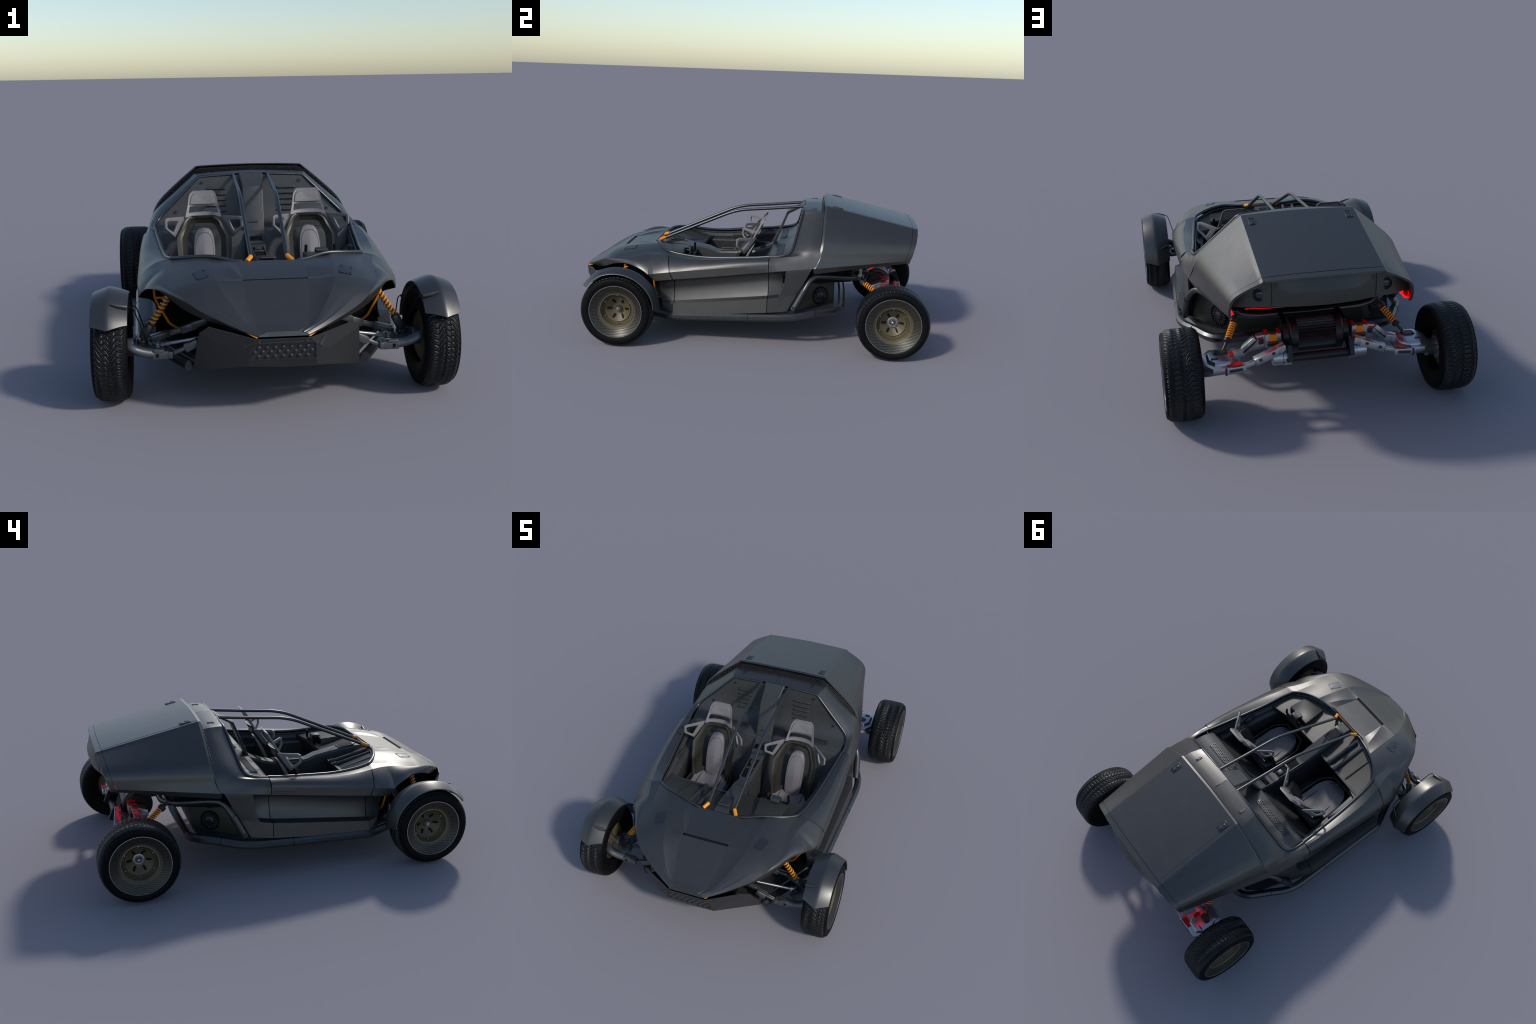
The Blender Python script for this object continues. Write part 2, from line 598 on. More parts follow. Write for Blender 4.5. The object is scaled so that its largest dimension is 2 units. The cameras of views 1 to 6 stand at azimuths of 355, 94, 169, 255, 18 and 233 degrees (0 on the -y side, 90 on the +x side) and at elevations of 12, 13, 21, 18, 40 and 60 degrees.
# roll hoop: the shell behind the cockpit opening
HOOP = [
    [(0, .297, .735), (0, .34, .739), (0, .39, .737), (0, .415, .734)],
    [(.236, .298, .7225), (.245, .34, .726), (.252, .39, .725), (.256, .415, .721)],
    [(.262, .293, .707), (.277, .34, .710), (.286, .39, .709), (.290, .412, .707)],
    [(.341, .273, .628), (.366, .33, .634), (.372, .385, .633), (.376, .408, .628)],
    [(.395, .260, .576), (.430, .32, .578), (.437, .38, .577), (.441, .404, .572)],
    [(.432, .251, .540), (.464, .31, .542), (.471, .375, .540), (.475, .400, .535)],
    [(.455, .232, .514), (.480, .285, .515), (.490, .355, .500), (.493, .388, .490)],
    [(.4635, .19, .5005), (.487, .205, .501), (.501, .29, .474), (.506, .361, .449)],
    [(.4625, .155, .496), (.489, .160, .497), (.512, .19, .463), (.518, .24, .437)],
    [(.461, .124, .4922), (.489, .124, .492), (.520, .124, .458), (.5225, .124, .4235)],
]
hp = B()
cols = [[V(r[c]) for r in HOOP] for c in range(4)]
def corner_curve(pts):
    """smooth except at the two roof corners (index 1 and 2 stay a tight edge)"""
    a = [pts[0].lerp(pts[1], t / 6) + V((0, 0, .003 * (t / 6) * (1 - t / 6) * 2)) for t in range(7)]
    c = [pts[1].lerp(pts[2], .5) + V((.004, 0, .004))]
    d = [pts[2].lerp(pts[3], t / 4) for t in range(4)]
    e = crm(pts[3:], 5)
    return a + c + d + e
cc = [corner_curve(c) for c in cols]
rows = []
for f, s, u, bk in zip(*cc):
    r = [f, f.lerp(s, .5) + V((.0015, 0, .0015)), s, s.lerp(u, .33) + V((.002, 0, .001)), s.lerp(u, .66) + V((.002, 0, .001)), u, bk]
    rows.append(r)
hp.grid(rows)
hoop = hp.obj("roll_hoop", "body_paint", mirror=True, sharp=16)
solid(hoop, .005, -1, BODY_REF)

# rear deck cover: ruled shell, open at the back
CF = [(0, .405, .7685), (.247, .409, .7620), (.270, .410, .7545), (.3315, .406, .704), (.3850, .404, .657), (.4285, .402, .617), (.460, .399, .580), (.480, .393, .540), (.489, .384, .500), (.509, .359, .449), (.489, .363, .415)]
CR = [(0, .946, .6520), (.243, .942, .6470), (.262, .938, .6400), (.290, .9355, .6275), (.318, .932, .614), (.346, .9285, .5985), (.372, .922, .5785), (.388, .914, .552), (.393, .905, .520), (.394, .895, .4955), (.391, .893, .4815)]
def cover_curve(pts):
    pts = [V(p) for p in pts]
    out = [pts[0].lerp(pts[1], t / 5) + V((0, 0, .0015 * math.sin(math.pi * t / 5))) for t in range(6)]
    out += [pts[1].lerp(pts[2], .5) + V((.003, 0, .0032))]
    out += [pts[2]] + crm(pts[2:6], 3)[1:]
    out += crm(pts[5:10], 4)[1:]
    out += [pts[9].lerp(pts[10], .5), pts[10]]
    return out
cf, cr_ = cover_curve(CF), cover_curve(CR)
def cover_row(t):
    return [a.lerp(c, t) for a, c in zip(cf, cr_)]
def cover_piece(name, t0, t1, n, c0=0, c1=None, lift=0):
    g = B()
    g.grid([cover_row(t0 + (t1 - t0) * i / n)[c0:c1] for i in range(n + 1)])
    return g
T_SEAM = .948
g = cover_piece("c", 0.03, T_SEAM - .003, 12)
# rolled front lip
lip0 = cover_row(0.03)
lip1 = [p + V((-.003 * (1 if p.x > .1 else 0), -.012, -.0015)) for p in lip0]
lip2 = [V((p.x * .985, p.y + .003, p.z - .004)) for p in lip1]
g.grid([lip2[:-2], lip1[:-2], lip0[:-2]])
g.grid([lip1[-4:], lip0[-4:]])
cover = g.obj("rear_cover", "body_paint", mirror=True, sharp=16)
solid(cover, .006, -1, BODY_REF)
g = cover_piece("r", T_SEAM, 1.0, 3)
tip = cover_row(1.0)
g.grid([tip, [V((p.x - .010 * min(1, p.x / .25), p.y + .001, p.z - (.007 if p.x < .3 else .004))) for p in tip],
        [V((p.x - .011 * min(1, p.x / .25), p.y - (.03 if p.x < .3 else .085), p.z - (.009 if p.x < .3 else .0035))) for p in tip]])
rim = g.obj("cover_tail_rim", "body_paint", mirror=True, sharp=30)
# raised lid panel between the two roof edges
g = B()
rows = []
for i in range(13):
    t = .035 + (T_SEAM - .005 - .035) * i / 12
    r = cover_row(t)
    top = r[:6]
    top = top[:5] + [top[4].lerp(top[5], .88)]
    rows.append([p + V((0, .0002, .0008)) for p in top])
g.grid(rows)
lid = g.obj("deck_lid", "body_paint", mirror=True, sharp=30)
solid(lid, .0035, -1, BODY_REF)

# latches on lid and hoop
def latch(name, c, w, l, slope, n_detail):
    """small recessed fitting: a plate with a rim, a bolt and a slide"""
    rot = Matrix.Rotation(slope, 3, "X")
    g = B()
    g.box(c, (w, l, .003), rot)
    for sx in (-1, 1):
        g.box(V(c) + rot @ V((sx * w * .42, 0, .002)), (w * .1, l * .9, .003), rot)
    for sy in (-.42, .1):
        g.box(V(c) + rot @ V((0, sy * l, .002)), (w * .8, l * .1, .003), rot)
    g.lathe([(0, .0), (.0035, .0), (.0035, w * .16), (0, w * .17)][1:], 12, V(c) + rot @ V((0, -.2 * l, .001)), "z")
    if n_detail:
        g.box(V(c) + rot @ V((0, .3 * l, .002)), (w * .35, l * .3, .004), rot)
        g.box(V(c) + rot @ V((w * .25, .28 * l, .002)), (w * .1, l * .4, .003), rot)
    return g
sl = math.atan2(.6475 - .761, .531)
for sx in (-1, 1):
    latch("lid_latch", (sx * .221, .486, .7475), .032, .062, sl, 1).obj("lid_latch", "tube_paint", bev=.0005)
    latch("hoop_latch", (sx * .203, .35, .7285), .016, .040, .03, 0).obj("hoop_latch", "tube_paint", bev=.0005)

# hexagon mesh between hoop and cover
gr = B()
gm = B()
path = [V((0, .403, .752)), V((.246, .407, .745)), V((.262, .408, .738)), V((.329, .406, .690)), V((.373, .404, .652)), V((.419, .401, .612)), V((.452, .399, .572))]
low = [V((0, .398, .733)), V((.24, .4, .724)), V((.254, .4, .716)), V((.318, .4, .672)), V((.360, .4, .636)), V((.405, .399, .598)), V((.440, .398, .560))]
P1, P2 = resample(path, 60), resample(low, 60)
cols_n = 46
hexr = .0112
def grille_pt(u, v):
    i = min(58, int(u * 59))
    t = u * 59 - i
    return P2[i].lerp(P2[i + 1], t).lerp(P1[i].lerp(P1[i + 1], t), v)
Lp = sum((a - c).length for a, c in zip(P1, P1[1:]))
Hh = .022
nx = int(Lp / .0205)
for iy in range(3):
    for ix in range(nx):
        u = (ix + (.5 if iy % 2 else 0)) / nx
        v = (iy + .5) / 3
        if u > .98:
            continue
        ctr = grille_pt(u, v)
        du = (grille_pt(min(1, u + .01), v) - grille_pt(max(0, u - .01), v)).normalized()
        dv = (grille_pt(u, 1) - grille_pt(u, 0)).normalized()
        o_, i_ = [], []
        for k in range(6):
            a = math.radians(30 + 60 * k)
            o_.append(ctr + du * (math.cos(a) * .0119) + dv * (math.sin(a) * .0066) + V((0, -.001, 0)))
            i_.append(ctr + du * (math.cos(a) * .0103) + dv * (math.sin(a) * .0053) + V((0, -.003, 0)))
        gr.grid([o_, i_], closed=True)
gr.obj("hex_grille", "dark_plastic", mirror=True, weld=False)
gm.grid([[p + V((-.004, .012, .004)) for p in P1], [p + V((-.004, .012, -.006)) for p in P2]])
gm.obj("grille_backing", "black_void", mirror=True)

# carbon tail panel with two round lamps and a light strip
def tail_y(x, z):
    x = abs(x)
    edge = lerp_tab([(0, .936), (.20, .930), (.22, .927), (.265, .912), (.297, .904), (.345, .872), (.385, .842)], x)
    k = max(0, 1 - (x / .217) ** 2) ** .75
    crest = tail_crest(x)
    if z > crest:
        return edge + k * .032 * max(0, 1 - (z - crest) / .058)
    return edge + k * (.032 - .012 * ((crest - z) / .065) ** 2)
def tail_crest(x):
    return .592 + max(0, abs(x) - .15) / .06 * .038
def tail_top(x):
    return lerp_tab([(0, .6475), (.245, .641), (.29, .620), (.318, .6065), (.346, .591), (.368, .572), (.382, .546)], abs(x)) - .002
def tail_bot(x):
    return lerp_tab([(0, .5275), (.22, .528), (.297, .522), (.385, .508)], abs(x))
tb = B()
rows = []
for i in range(61):
    x = -.382 + .764 * i / 60
    r = []
    for j in range(15):
        zb, zt = tail_bot(x), tail_top(x)
        zc = min(tail_crest(x), zb + (zt - zb) * .84)
        z = zb + (zc - zb) * j / 7 if j < 8 else zc + (zt - zc) * (j - 7) / 7
        r.append(V((x, tail_y(x, z), z)))
    r.insert(0, V((x, r[0].y - .03, r[0].z - .004)))
    rows.append(r)
tb.grid(rows)
tailp = tb.obj("tail_panel", "carbon_tail", sharp=14)
sm = B()
for sx in (-1, 1):
    for z in (0,):
        pts = [V((sx * .2195, tail_y(.2195, .531 + .11 * k / 8) + .0004, .531 + .108 * k / 8)) for k in range(9)]
        sm.tube(pts, .0012, 5)
sm.obj("panel_seam", "black_void")
for sx in (-1, 1):
    lp = B()
    c = V((sx * .266, tail_y(.266, .578) + .001, .578))
    lp.lathe([(-.01, .0275), (.0015, .0275), (.002, .026), (-.002, .0245), (-.002, .022), (.003, .0225), (.0042, .021), (.003, .019), (-.003, .018)], 32, c, "y")
    lamp = lp.obj("tail_lamp", "motor_black", sharp=35)
    lg = B()
    lg.lathe([(-.004, .0195), (.0012, .017), (.0042, .010), (.005, .0001)], 28, c, "y")
    lg.obj("lamp_lens", "lamp_glass", parent=lamp, sharp=60)
    em = B()      # small square emblem on the panel
    c2 = V((sx * .202, tail_y(.202, .622) + .001, .622))
    em.box(c2, (.016, .002, .022))
    em.lathe([(0, .0045), (.002, .0045), (.002, .0065), (0, .0065)], 12, c2, "y")
    em.obj("tail_emblem", "tube_paint")
# red light strip below the panel and in the side gap of the rim
low = [(0, .832, .474), (.09, .820, .472), (.19, .765, .447), (.292, .668, .408)]
lowc = crm([V(p) for p in low], 5)
edge = [V((x, tail_y(x, .5275) - .006, tail_bot(x) - .002)) for x in (.297 * k / 15 for k in range(16))]
bl = B()
bl.grid([[a.lerp(c, t) for a, c in zip(edge, lowc)] for t in (0, .3, .6)])
solid(bl.obj("tail_underside", "motor_black", mirror=True, sharp=40), .002, 0)
ls = B()
ls.grid([[a.lerp(c, t) for a, c in zip(edge, lowc)] for t in (.6, .8, 1)])
solid(ls.obj("tail_light", "tail_light", mirror=True, sharp=40), .0025, 0)
lb = B()
for sx in (-1, 1):
    lb.beam((sx * .3795, .866, .4815), (sx * .380, .888, .491), .003, .009, up=(0, 1, 0))
    lb.beam((sx * .3835, .8645, .4865), (sx * .3835, .8735, .510), .005, .0025, up=(0, 1, 0))
lb.obj("side_light", "tail_light")
lb = B()
for sx in (-1, 1):
    lb.raw([(sx * x, y, z - .0015) for x, y, z in ((.396, .77, .4745), (.389, .862, .4795), (.368, .862, .4815), (.372, .77, .476))], [(0, 1, 2, 3)])
solid(lb.obj("under_light", "under_glow"), .001, 0)
# underside closing of the cover
un = B()
un.raw([(-.47, .38, .43), (.47, .38, .43), (.385, .84, .505), (-.385, .84, .505)], [(0, 1, 2, 3)])
solid(un.obj("cover_floor", "black_void"), .004, 0)

# ------------------------------------------------------------------ tubes and rails
tr = B()
# cockpit rail, front + sides + roll hoop edge as one closed path per half
HR = [V(p) for p in ((.4625, .122, .4935), (.464, .165, .4985), (.4635, .19, .503), (.455, .233, .517), (.432, .2495, .543), (.395, .2585, .579), (.341, .271, .631), (.262, .291, .709), (.248, .295, .7185))]
side = crm(RAIL_SIDE, 4)
frontr = crm(RAIL_FRONT, 4)
half = frontr + side[1:]
up = V((-.003, 0, .002))
halfp = [p + V((-.002 * min(1, p.x / .3), .003 if p.y < -.44 else 0, .003 if p.x > .105 else -.006)) for p in half]
hoopp = fillet(HR, [0, .02, .02, .02, .02, .02, .02, .012, .02], 4) + [V((.10, .296, .7255)), V((.084, .294, .7245))]
tr.tube(halfp, .0075, 8)
tr.tube(hoopp, .0075, 8)
tr.obj("cockpit_rail", "tube_paint", mirror=True, sharp=50)
# inner lower lip of the cockpit opening
tr = B()
inn = [p + V((-.012, .008 if p.y < -.44 else 0, -.012)) for p in half[2:]]
tr.tube(inn, .006, 6)
tr.obj("cockpit_seal", "dark_plastic", mirror=True, sharp=50)
# roof bars
for sx in (-1, 1):
    pts = [V((sx * x, y, z)) for x, y, z in ((.071, -.530, .4945), (.0775, -.250, .6190), (.080, -.105, .6835), (.0815, .10, .7025), (.083, .296, .7235))]
    p2 = [pts[0], pts[1]] + fillet([pts[1], pts[2], pts[3]], .075, 7)[1:] + [pts[4]]
    bar = B().tube(p2, .0085, 12).obj("roof_bar", "tube_paint", sharp=50)
    B().tube([(sx * .0895, -.562, .4835), (sx * .071, -.531, .4965)], .0098, 12).obj("bar_clamp", "orange_paint", parent=bar, sharp=50)
B().box((0, -.5705, .4815), (.172, .002, .006)).obj("clamp_rod", "orange_paint", bev=.001)

# sill tube: eight-sided loop round the floor
SILL = [(.325, -.785, .150), (.523, -.407, .147), (.540, .02, .166), (.549, .215, .177), (.537, .295, .185), (.488, .392, .197), (.440, .490, .203), (.395, .530, .205), (.0, .538, .206)]
path = fillet([V(p) for p in SILL], [0, .03, .05, .08, .05, .04, .06, .05, 0], 4)
st = B().tube(path, .0215, 8, phase=math.pi / 8, ry=.0205)
st.obj("sill_tube", "tube_paint", mirror=True, sharp=20)
sb = B()
for c, d in (((.540, .02, .166), (0, 1, .02)), ((.495, .378, .1955), (-.45, .9, .1))):
    d = V(d).normalized()
    sb.tube([V(c) - d * .0012, V(c) + d * .0012], .0222, 8, phase=math.pi / 8)
sb.obj("sill_seam", "black_void", mirror=True)
# upper rear frame tube
FT = [(.527, .268, .226), (.512, .323, .332), (.478, .362, .399), (.43, .44, .392), (.38, .545, .378), (.325, .605, .368), (.255, .632, .356), (0, .636, .353)]
path = fillet([V(p) for p in FT], [0, .03, .05, .06, .06, .05, .05, 0], 5)
ft = B().tube(path, .0155, 10)
ft.obj("frame_tube", "tube_paint", mirror=True, sharp=40)
ft = B().tube([(.5275, .264, .218), (.513, .320, .327)], .0185, 10).tube([(.540, .268, .232), (.551, .268, .232)], .009, 12).tube([(.548, .268, .232), (.553, .268, .232)], .005, 8)
ft.obj("frame_strut", "tube_paint", mirror=True, sharp=40)

# ------------------------------------------------------------------ floor, pods, motor
fo = B()
plan = [(.30, -.78), (.505, -.40), (.515, .2), (.45, .42), (.40, .485)]
loop = [V((x, y, .165 + .03 * max(0, (y + .4)) / .9)) for x, y in plan]
loop = loop + [mx(p) for p in reversed(loop)]
fo.prism(loop, (0, 0, .018))
fo.obj("floor_pan", "dark_plastic")
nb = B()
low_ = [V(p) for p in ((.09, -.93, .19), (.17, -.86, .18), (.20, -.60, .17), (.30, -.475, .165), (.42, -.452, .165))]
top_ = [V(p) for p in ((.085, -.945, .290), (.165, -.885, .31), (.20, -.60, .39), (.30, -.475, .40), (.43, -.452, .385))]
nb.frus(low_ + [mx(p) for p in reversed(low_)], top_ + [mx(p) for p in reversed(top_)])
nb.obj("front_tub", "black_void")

pod = B()
plan = [(.495, .20), (.478, .262), (.417, .356), (.325, .472), (.30, .488)]
lo = [V((x, y, .195)) for x, y in plan]
hi = [V((x * .985, y, .352)) for x, y in plan]
pod.frus(lo + [mx(p) for p in reversed(lo)], hi + [mx(p) for p in reversed(hi)])
pod.obj("battery_pod", "pod_paint", bev=.006)
tp = B()
plan2 = [(.46, .20), (.40, .40), (.33, .58), (.2, .60)]
lo = [V((x, y, .345)) for x, y in plan2]
tp.prism(lo + [mx(p) for p in reversed(lo)], (0, 0, .06))
tp.obj("pod_top", "black_void")
# fans
nrm = V((.80, .60, 0)).normalized()
for sx in (-1, 1):
    n = V((sx * nrm.x, nrm.y, 0))
    u = V((0, 0, 1))
    w = n.cross(u)
    c = V((sx * .3755, .4085, .268)) + n * .003
    g = B()
    ring = lambda r, o: [c + n * o + (u * math.cos(2 * math.pi * k / 36) + w * math.sin(2 * math.pi * k / 36)) * r for k in range(36)]
    g.grid([ring(.052, -.004), ring(.052, .002), ring(.049, .003), ring(.048, -.002), ring(.001, -.002)], closed=True)
    fan = g.obj("cooling_fan", "black_void", sharp=40)
    g = B()
    for k in range(20):
        a = 2 * math.pi * k / 20
        d = u * math.cos(a) + w * math.sin(a)
        d2 = u * math.cos(a + .16) + w * math.sin(a + .16)
        g.beam(c + d * .024 + n * .001, c + d2 * .045 + n * .001, .0035, .004, up=n)
    g.obj("fan_blades", "front_arm_metal", parent=fan)
    B().grid([ring(.021, -.001), ring(.021, .004), ring(.018, .0055), ring(.001, .006)], closed=True).obj("fan_hub", "tube_paint", parent=fan, sharp=40)
    g = B()
    for k in range(3):
        g.box(c + u * .072 + w * (.010 * (k - 1)) + n * .001, (.004, .004, .012))
    g.obj("pod_slots", "black_void", parent=fan)

mo = B()
seg = 72
for x0, x1 in ((-.085, .085),):
    rows = []
    for x in (x0, x1):
        rows.append([V((x, .738 + math.cos(2 * math.pi * k / seg) * (.077 if k % 2 else .071), .300 + math.sin(2 * math.pi * k / seg) * (.077 if k % 2 else .071))) for k in range(seg)])
    mo.grid(rows, closed=True)
motor = mo.obj("drive_motor", "motor_black", sharp=15)
mo = B()
for sx in (-1, 1):
    mo.lathe([(sx * x, r) for x, r in ((.083, .074), (.083, .079), (.112, .079), (.118, .074), (.122, .060), (.145, .056), (.145, .001))], 40, (0, .738, .300))
mo.tube([(-.15, .855, .247), (.15, .855, .247)], .019, 14)
mo.beam((-.135, .84, .30), (-.135, .87, .235), .02, .06)
mo.beam((.135, .84, .30), (.135, .87, .235), .02, .06)
mo.beam((-.13, .76, .35), (-.13, .60, .355), .022, .02)
mo.beam((.13, .76, .35), (.13, .60, .355), .022, .02)
mo.obj("motor_mount", "motor_black", parent=motor, sharp=30)

# ------------------------------------------------------------------ wheels
def tyre_mesh(x_in, x_out, R, Rring):
    """tyre in wheel space: x axis, outer side is +x; chevron tread as relief"""
    prof = [(x_out - .012, Rring - .004), (x_out - .002, Rring + .002), (x_out + .002, Rring + .012), (x_out + .0025, R * .88), (x_out - .001, R * .925), (x_out - .009, R - .012)]
    n_tr = 26
    tr = []
    w0, w1 = x_out - .008, x_in + .006
    for k in range(n_tr + 1):
        t = k / n_tr
        x = w0 + (w1 - w0) * t
        s = abs(2 * t - 1)
        tr.append((x, R - .002 * s ** 2 - .009 * s ** 8))
    prof_in = [(x_in + .007, R - .012), (x_in + .001, R * .925), (x_in - .003, R * .86), (x_in, R * .72), (x_in + .006, R * .58), (x_in + .014, R * .53)]
    NP = 58
    rows = []
    NA = NP * 8
    shift = lambda t: pitch * (1.7 * abs(t - .5) * 2 + .34 * math.sin(t * math.pi * 6.0 + .6))
    pitch = 2 * math.pi / NP
    for i in range(NA):
        a = 2 * math.pi * i / NA
        row = [(x, r, 0) for x, r in prof]
        ph = i % 8
        for k, (x, r) in enumerate(tr):
            t = k / n_tr
            d = .0032 if ph == 0 else (.0010 if ph in (1, 7) else 0)
            if ph == 4 and (t < .22 or t > .78 or .40 < t < .60):
                d = .0026
            if k in (8, 18) and ph in (2, 3, 4, 5):
                d = max(d, .0022)
            if k in (13,) and ph in (5, 6, 7):
                d = max(d, .0022)
            if k in (0, n_tr):
                d = .0065 if ph in (0, 1, 7) else d
            row.append((x, r - d, shift(t) + pitch * .10 * math.sin(9 * t + 2.1 * math.sin(a * 5))))
        row += [(x, r, 0) for x, r in prof_in]
        rows.append([V((x, r * math.cos(a + da), r * math.sin(a + da))) for x, r, da in row])
    rows.append(rows[0])
    walls = B().lathe(prof, 96).lathe(prof_in, 96).lathe([(prof_in[-1]), (x_in + .03, R * .50), (x_out - .02, Rring - .01)], 96)
    n0 = len(prof)
    n1 = len(prof) + n_tr + 1
    return B().grid([r[n0:n1] for r in rows]).mesh("tyre_tread"), walls.mesh("sidewall")

def wheel_set(tag, x_in, x_out, R, Rr):
    """all meshes of one wheel, outer side +x, origin on the axle at the wheel plane x=0"""
    out = {}
    tread, walls = tyre_mesh(x_in, x_out, R, Rr)
    out["tyre_tread"] = (tread, "rubber", 24)
    out["sidewall"] = (walls, "sidewall_rubber", 60)
    g = B().lathe([(x_out - .022, .1055), (x_out - .0015, Rr - .003), (x_out - .004, Rr)], 72)
    out["ring_cover"] = (g.mesh("ring_cover"), "carbon_ring", 40)
    g = B().lathe([(x_out - .004, Rr - .0035), (x_out + .0012, Rr - .003), (x_out + .0012, Rr), (x_out - .004, Rr + .0005)], 72)
    g.lathe([(x_out - .032, .0905), (x_out - .029, .0905), (x_out - .029, .0925), (x_out - .032, .0925)], 60)
    out["ring_trim"] = (g.mesh("ring_trim"), "bright_metal", 40)
    dish = [(x_out - .0215, .1065), (x_out - .026, .102), (x_out - .032, .094), (x_out - .036, .089), (x_out - .060, .082), (x_out - .066, .076), (x_out - .066, .072),
            (x_out - .060, .0695), (x_out - .062, .066), (x_out - .080, .045), (x_out - .088, .030), (x_out - .088, .001)]
    g = B().lathe(dish, 60)
    g.lathe([(x_out - .075, .11), (x_out - .10, .10), (x_out - .11, .08), (x_out - .11, .001)], 48)
    out["rim"] = (g.mesh("rim"), "rim_gold", 30)
    g = B()
    for k in range(6):
        a = math.radians(30 + 60 * k)
        d = V((0, math.cos(a), math.sin(a)))
        g.tube([V((x_out - .064, 0, 0)) + d * .078, V((x_out - .054, 0, 0)) + d * .078], .0036, 10)
    out["rim_bolts"] = (g.mesh("rim_bolts"), "bright_metal", 40)
    g = B()
    for k in range(6):
        a = math.radians(30 + 60 * k + 30)
        d = V((0, math.cos(a), math.sin(a)))
        x1, x2 = x_out - .083 + .004, x_out - .0655
        g.beam(V((x1 - .001, 0, 0)) + d * .036, V((x2 - .001, 0, 0)) + d * .0585, .0085, .005, up=(1, 0, 0))
    out["rim_slots"] = (g.mesh("rim_slots"), "black_void", 40)
    return out

def put_wheel(tag, loc, sx, ms, front):
    e = bpy.data.objects.new("wheel", None)
    bpy.context.scene.collection.objects.link(e)
    e.parent = ROOT
    e.location = loc
    if sx < 0:
        e.rotation_euler = (0, 0, math.pi)
    for nme, (me, mat, sh) in ms.items():
        o = bpy.data.objects.new(nme, me)
        if not me.materials:
            me.materials.append(MATS[mat])
            for p in me.polygons:
                p.use_smooth = True
            me.set_sharp_from_angle(angle=math.radians(sh))
        bpy.context.scene.collection.objects.link(o)
        o.parent = e
    xo = ms["x"] if "x" in ms else 0
    return e

FRONT_AX, REAR_AX = V((.61, -.686, .197)), V((.60, .803, .197))
fw = wheel_set("front", -.064, .0625, .1965, .1445)
rw = wheel_set("rear", -.086, .0690, .1965, .1490)
def hub_mesh(xo, front):
    g = B()
    if front:
        g.lathe([(xo - .092, .0205), (xo - .084, .0205), (xo - .075, .0175), (xo - .068, .012), (xo - .064, .011), (xo - .064, .008), (xo - .060, .006), (xo - .059, .0001)], 28)
    else:
        g.lathe([(xo - .092, .0285), (xo - .080, .0285), (xo - .079, .026), (xo - .080, .018), (xo - .084, .016), (xo - .080, .012), (xo - .070, .010), (xo - .066, .006), (xo - .064, .0001)], 28)
    return g.mesh("hub_cap")
fw["hub_cap"] = (hub_mesh(.0625, True), "bright_metal", 35)
rw["hub_cap"] = (hub_mesh(.0690, False), "bright_metal", 35)
for sx in (-1, 1):
    put_wheel("f", (sx * FRONT_AX.x, FRONT_AX.y, FRONT_AX.z), sx, fw, True)
    put_wheel("r", (sx * REAR_AX.x, REAR_AX.y, REAR_AX.z), sx, rw, False)

# front fenders: ridge-backed arc over the wheel
fe = B()
SEC = [(.5400, .2085), (.5415, .2125), (.560, .2195), (.5865, .2285), (.6045, .2335), (.613, .2345), (.6215, .2325), (.640, .2265), (.665, .2175), (.674, .2135), (.6755, .2090)]
rows = []
for i in range(41):
    t = i / 40
    row = []
    for x, r in SEC:
        pk = 1 - abs(x - .613) / .068
        a0 = math.radians(lerp_tab([(0, 6.0), (1, 2.0)], pk))
        a1 = math.radians(lerp_tab([(0, 140), (1, 147)], pk))
        a = a0 + (a1 - a0) * t
        rr = r - .0015 * math.sin(math.pi * t) + lerp_tab([(0, -.004), (.15, 0), (.8, 0), (1, -.006)], t)
        row.append(V((x, -.686 + rr * math.cos(a), .197 + rr * math.sin(a))))
    rows.append(row)
fe.grid(rows)
fend = both("front_fender", fe.mesh("front_fender"), "body_paint", 24)
for f in fend:
    solid(f, .004, -1, lambda c: (c.x, -.686, .197))
# fender stays with their bosses
for sx, f in zip((1, -1), fend):
    g = B()
    P = lambda *p: V((sx * p[0], p[1], p[2]))
    g.tube(fillet([P(.556, -.800, .385), P(.530, -.800, .386), P(.518, -.79, .370), P(.476, -.731, .218)], .012, 4), .0022, 6)
    g.tube(fillet([P(.553, -.497, .305), P(.535, -.497, .306), P(.525, -.51, .300), P(.486, -.61, .225)], .010, 4), .0022, 6)
    g.obj("fender_stay", "black_void", parent=f, sharp=50)
    g = B()
    g.tube([P(.600, -.806, .400), P(.575, -.803, .3915), P(.545, -.800, .385), P(.541, -.800, .3845)], [.003, .0085, .0075, .0065], 12)
    g.tube([P(.596, -.476, .292), P(.560, -.490, .302), P(.543, -.497, .305)], [.003, .008, .0065], 12)
    g.obj("stay_boss", "body_paint", parent=f, sharp=40)

# ------------------------------------------------------------------ front bumper
bm_ = B()
IT, TR, TO, BO, AP, BI, LT, LB = [V(p) for p in ((.095, -1.0, .306), (.256, -.925, .336), (.287, -.883, .303), (.314, -.772, .124), (.161, -.967, .254), (.124, -.957, .196), (.113, -.991, .285), (.116, -.975, .226))]
C = lambda p: V((0, p.y, p.z))
bm_.raw([IT, TR, TO, AP], [(0, 1, 2, 3)])
bm_.raw([AP, TO, BO, BI], [(0, 1, 2), (0, 2, 3)])
bm_.raw([IT, AP, LT], [(0, 1, 2)])
bm_.raw([LT, AP, BI, LB], [(0, 1, 2, 3)])
bm_.raw([IT, LT, C(LT), C(IT)], [(0, 1, 2, 3)])
bm_.raw([LB, BI, V((0, -.957, .190)), C(LB)], [(0, 1, 2, 3)])
BK = V((.20, -.80, .165))
bm_.raw([BI, BO, V((.28, -.765, .140)), V((0, -.82, .205)), V((0, -.957, .190))], [(0, 1, 2, 3, 4)])
bump = bm_.obj("front_bumper", "bumper_plastic", mirror=True, sharp=10)
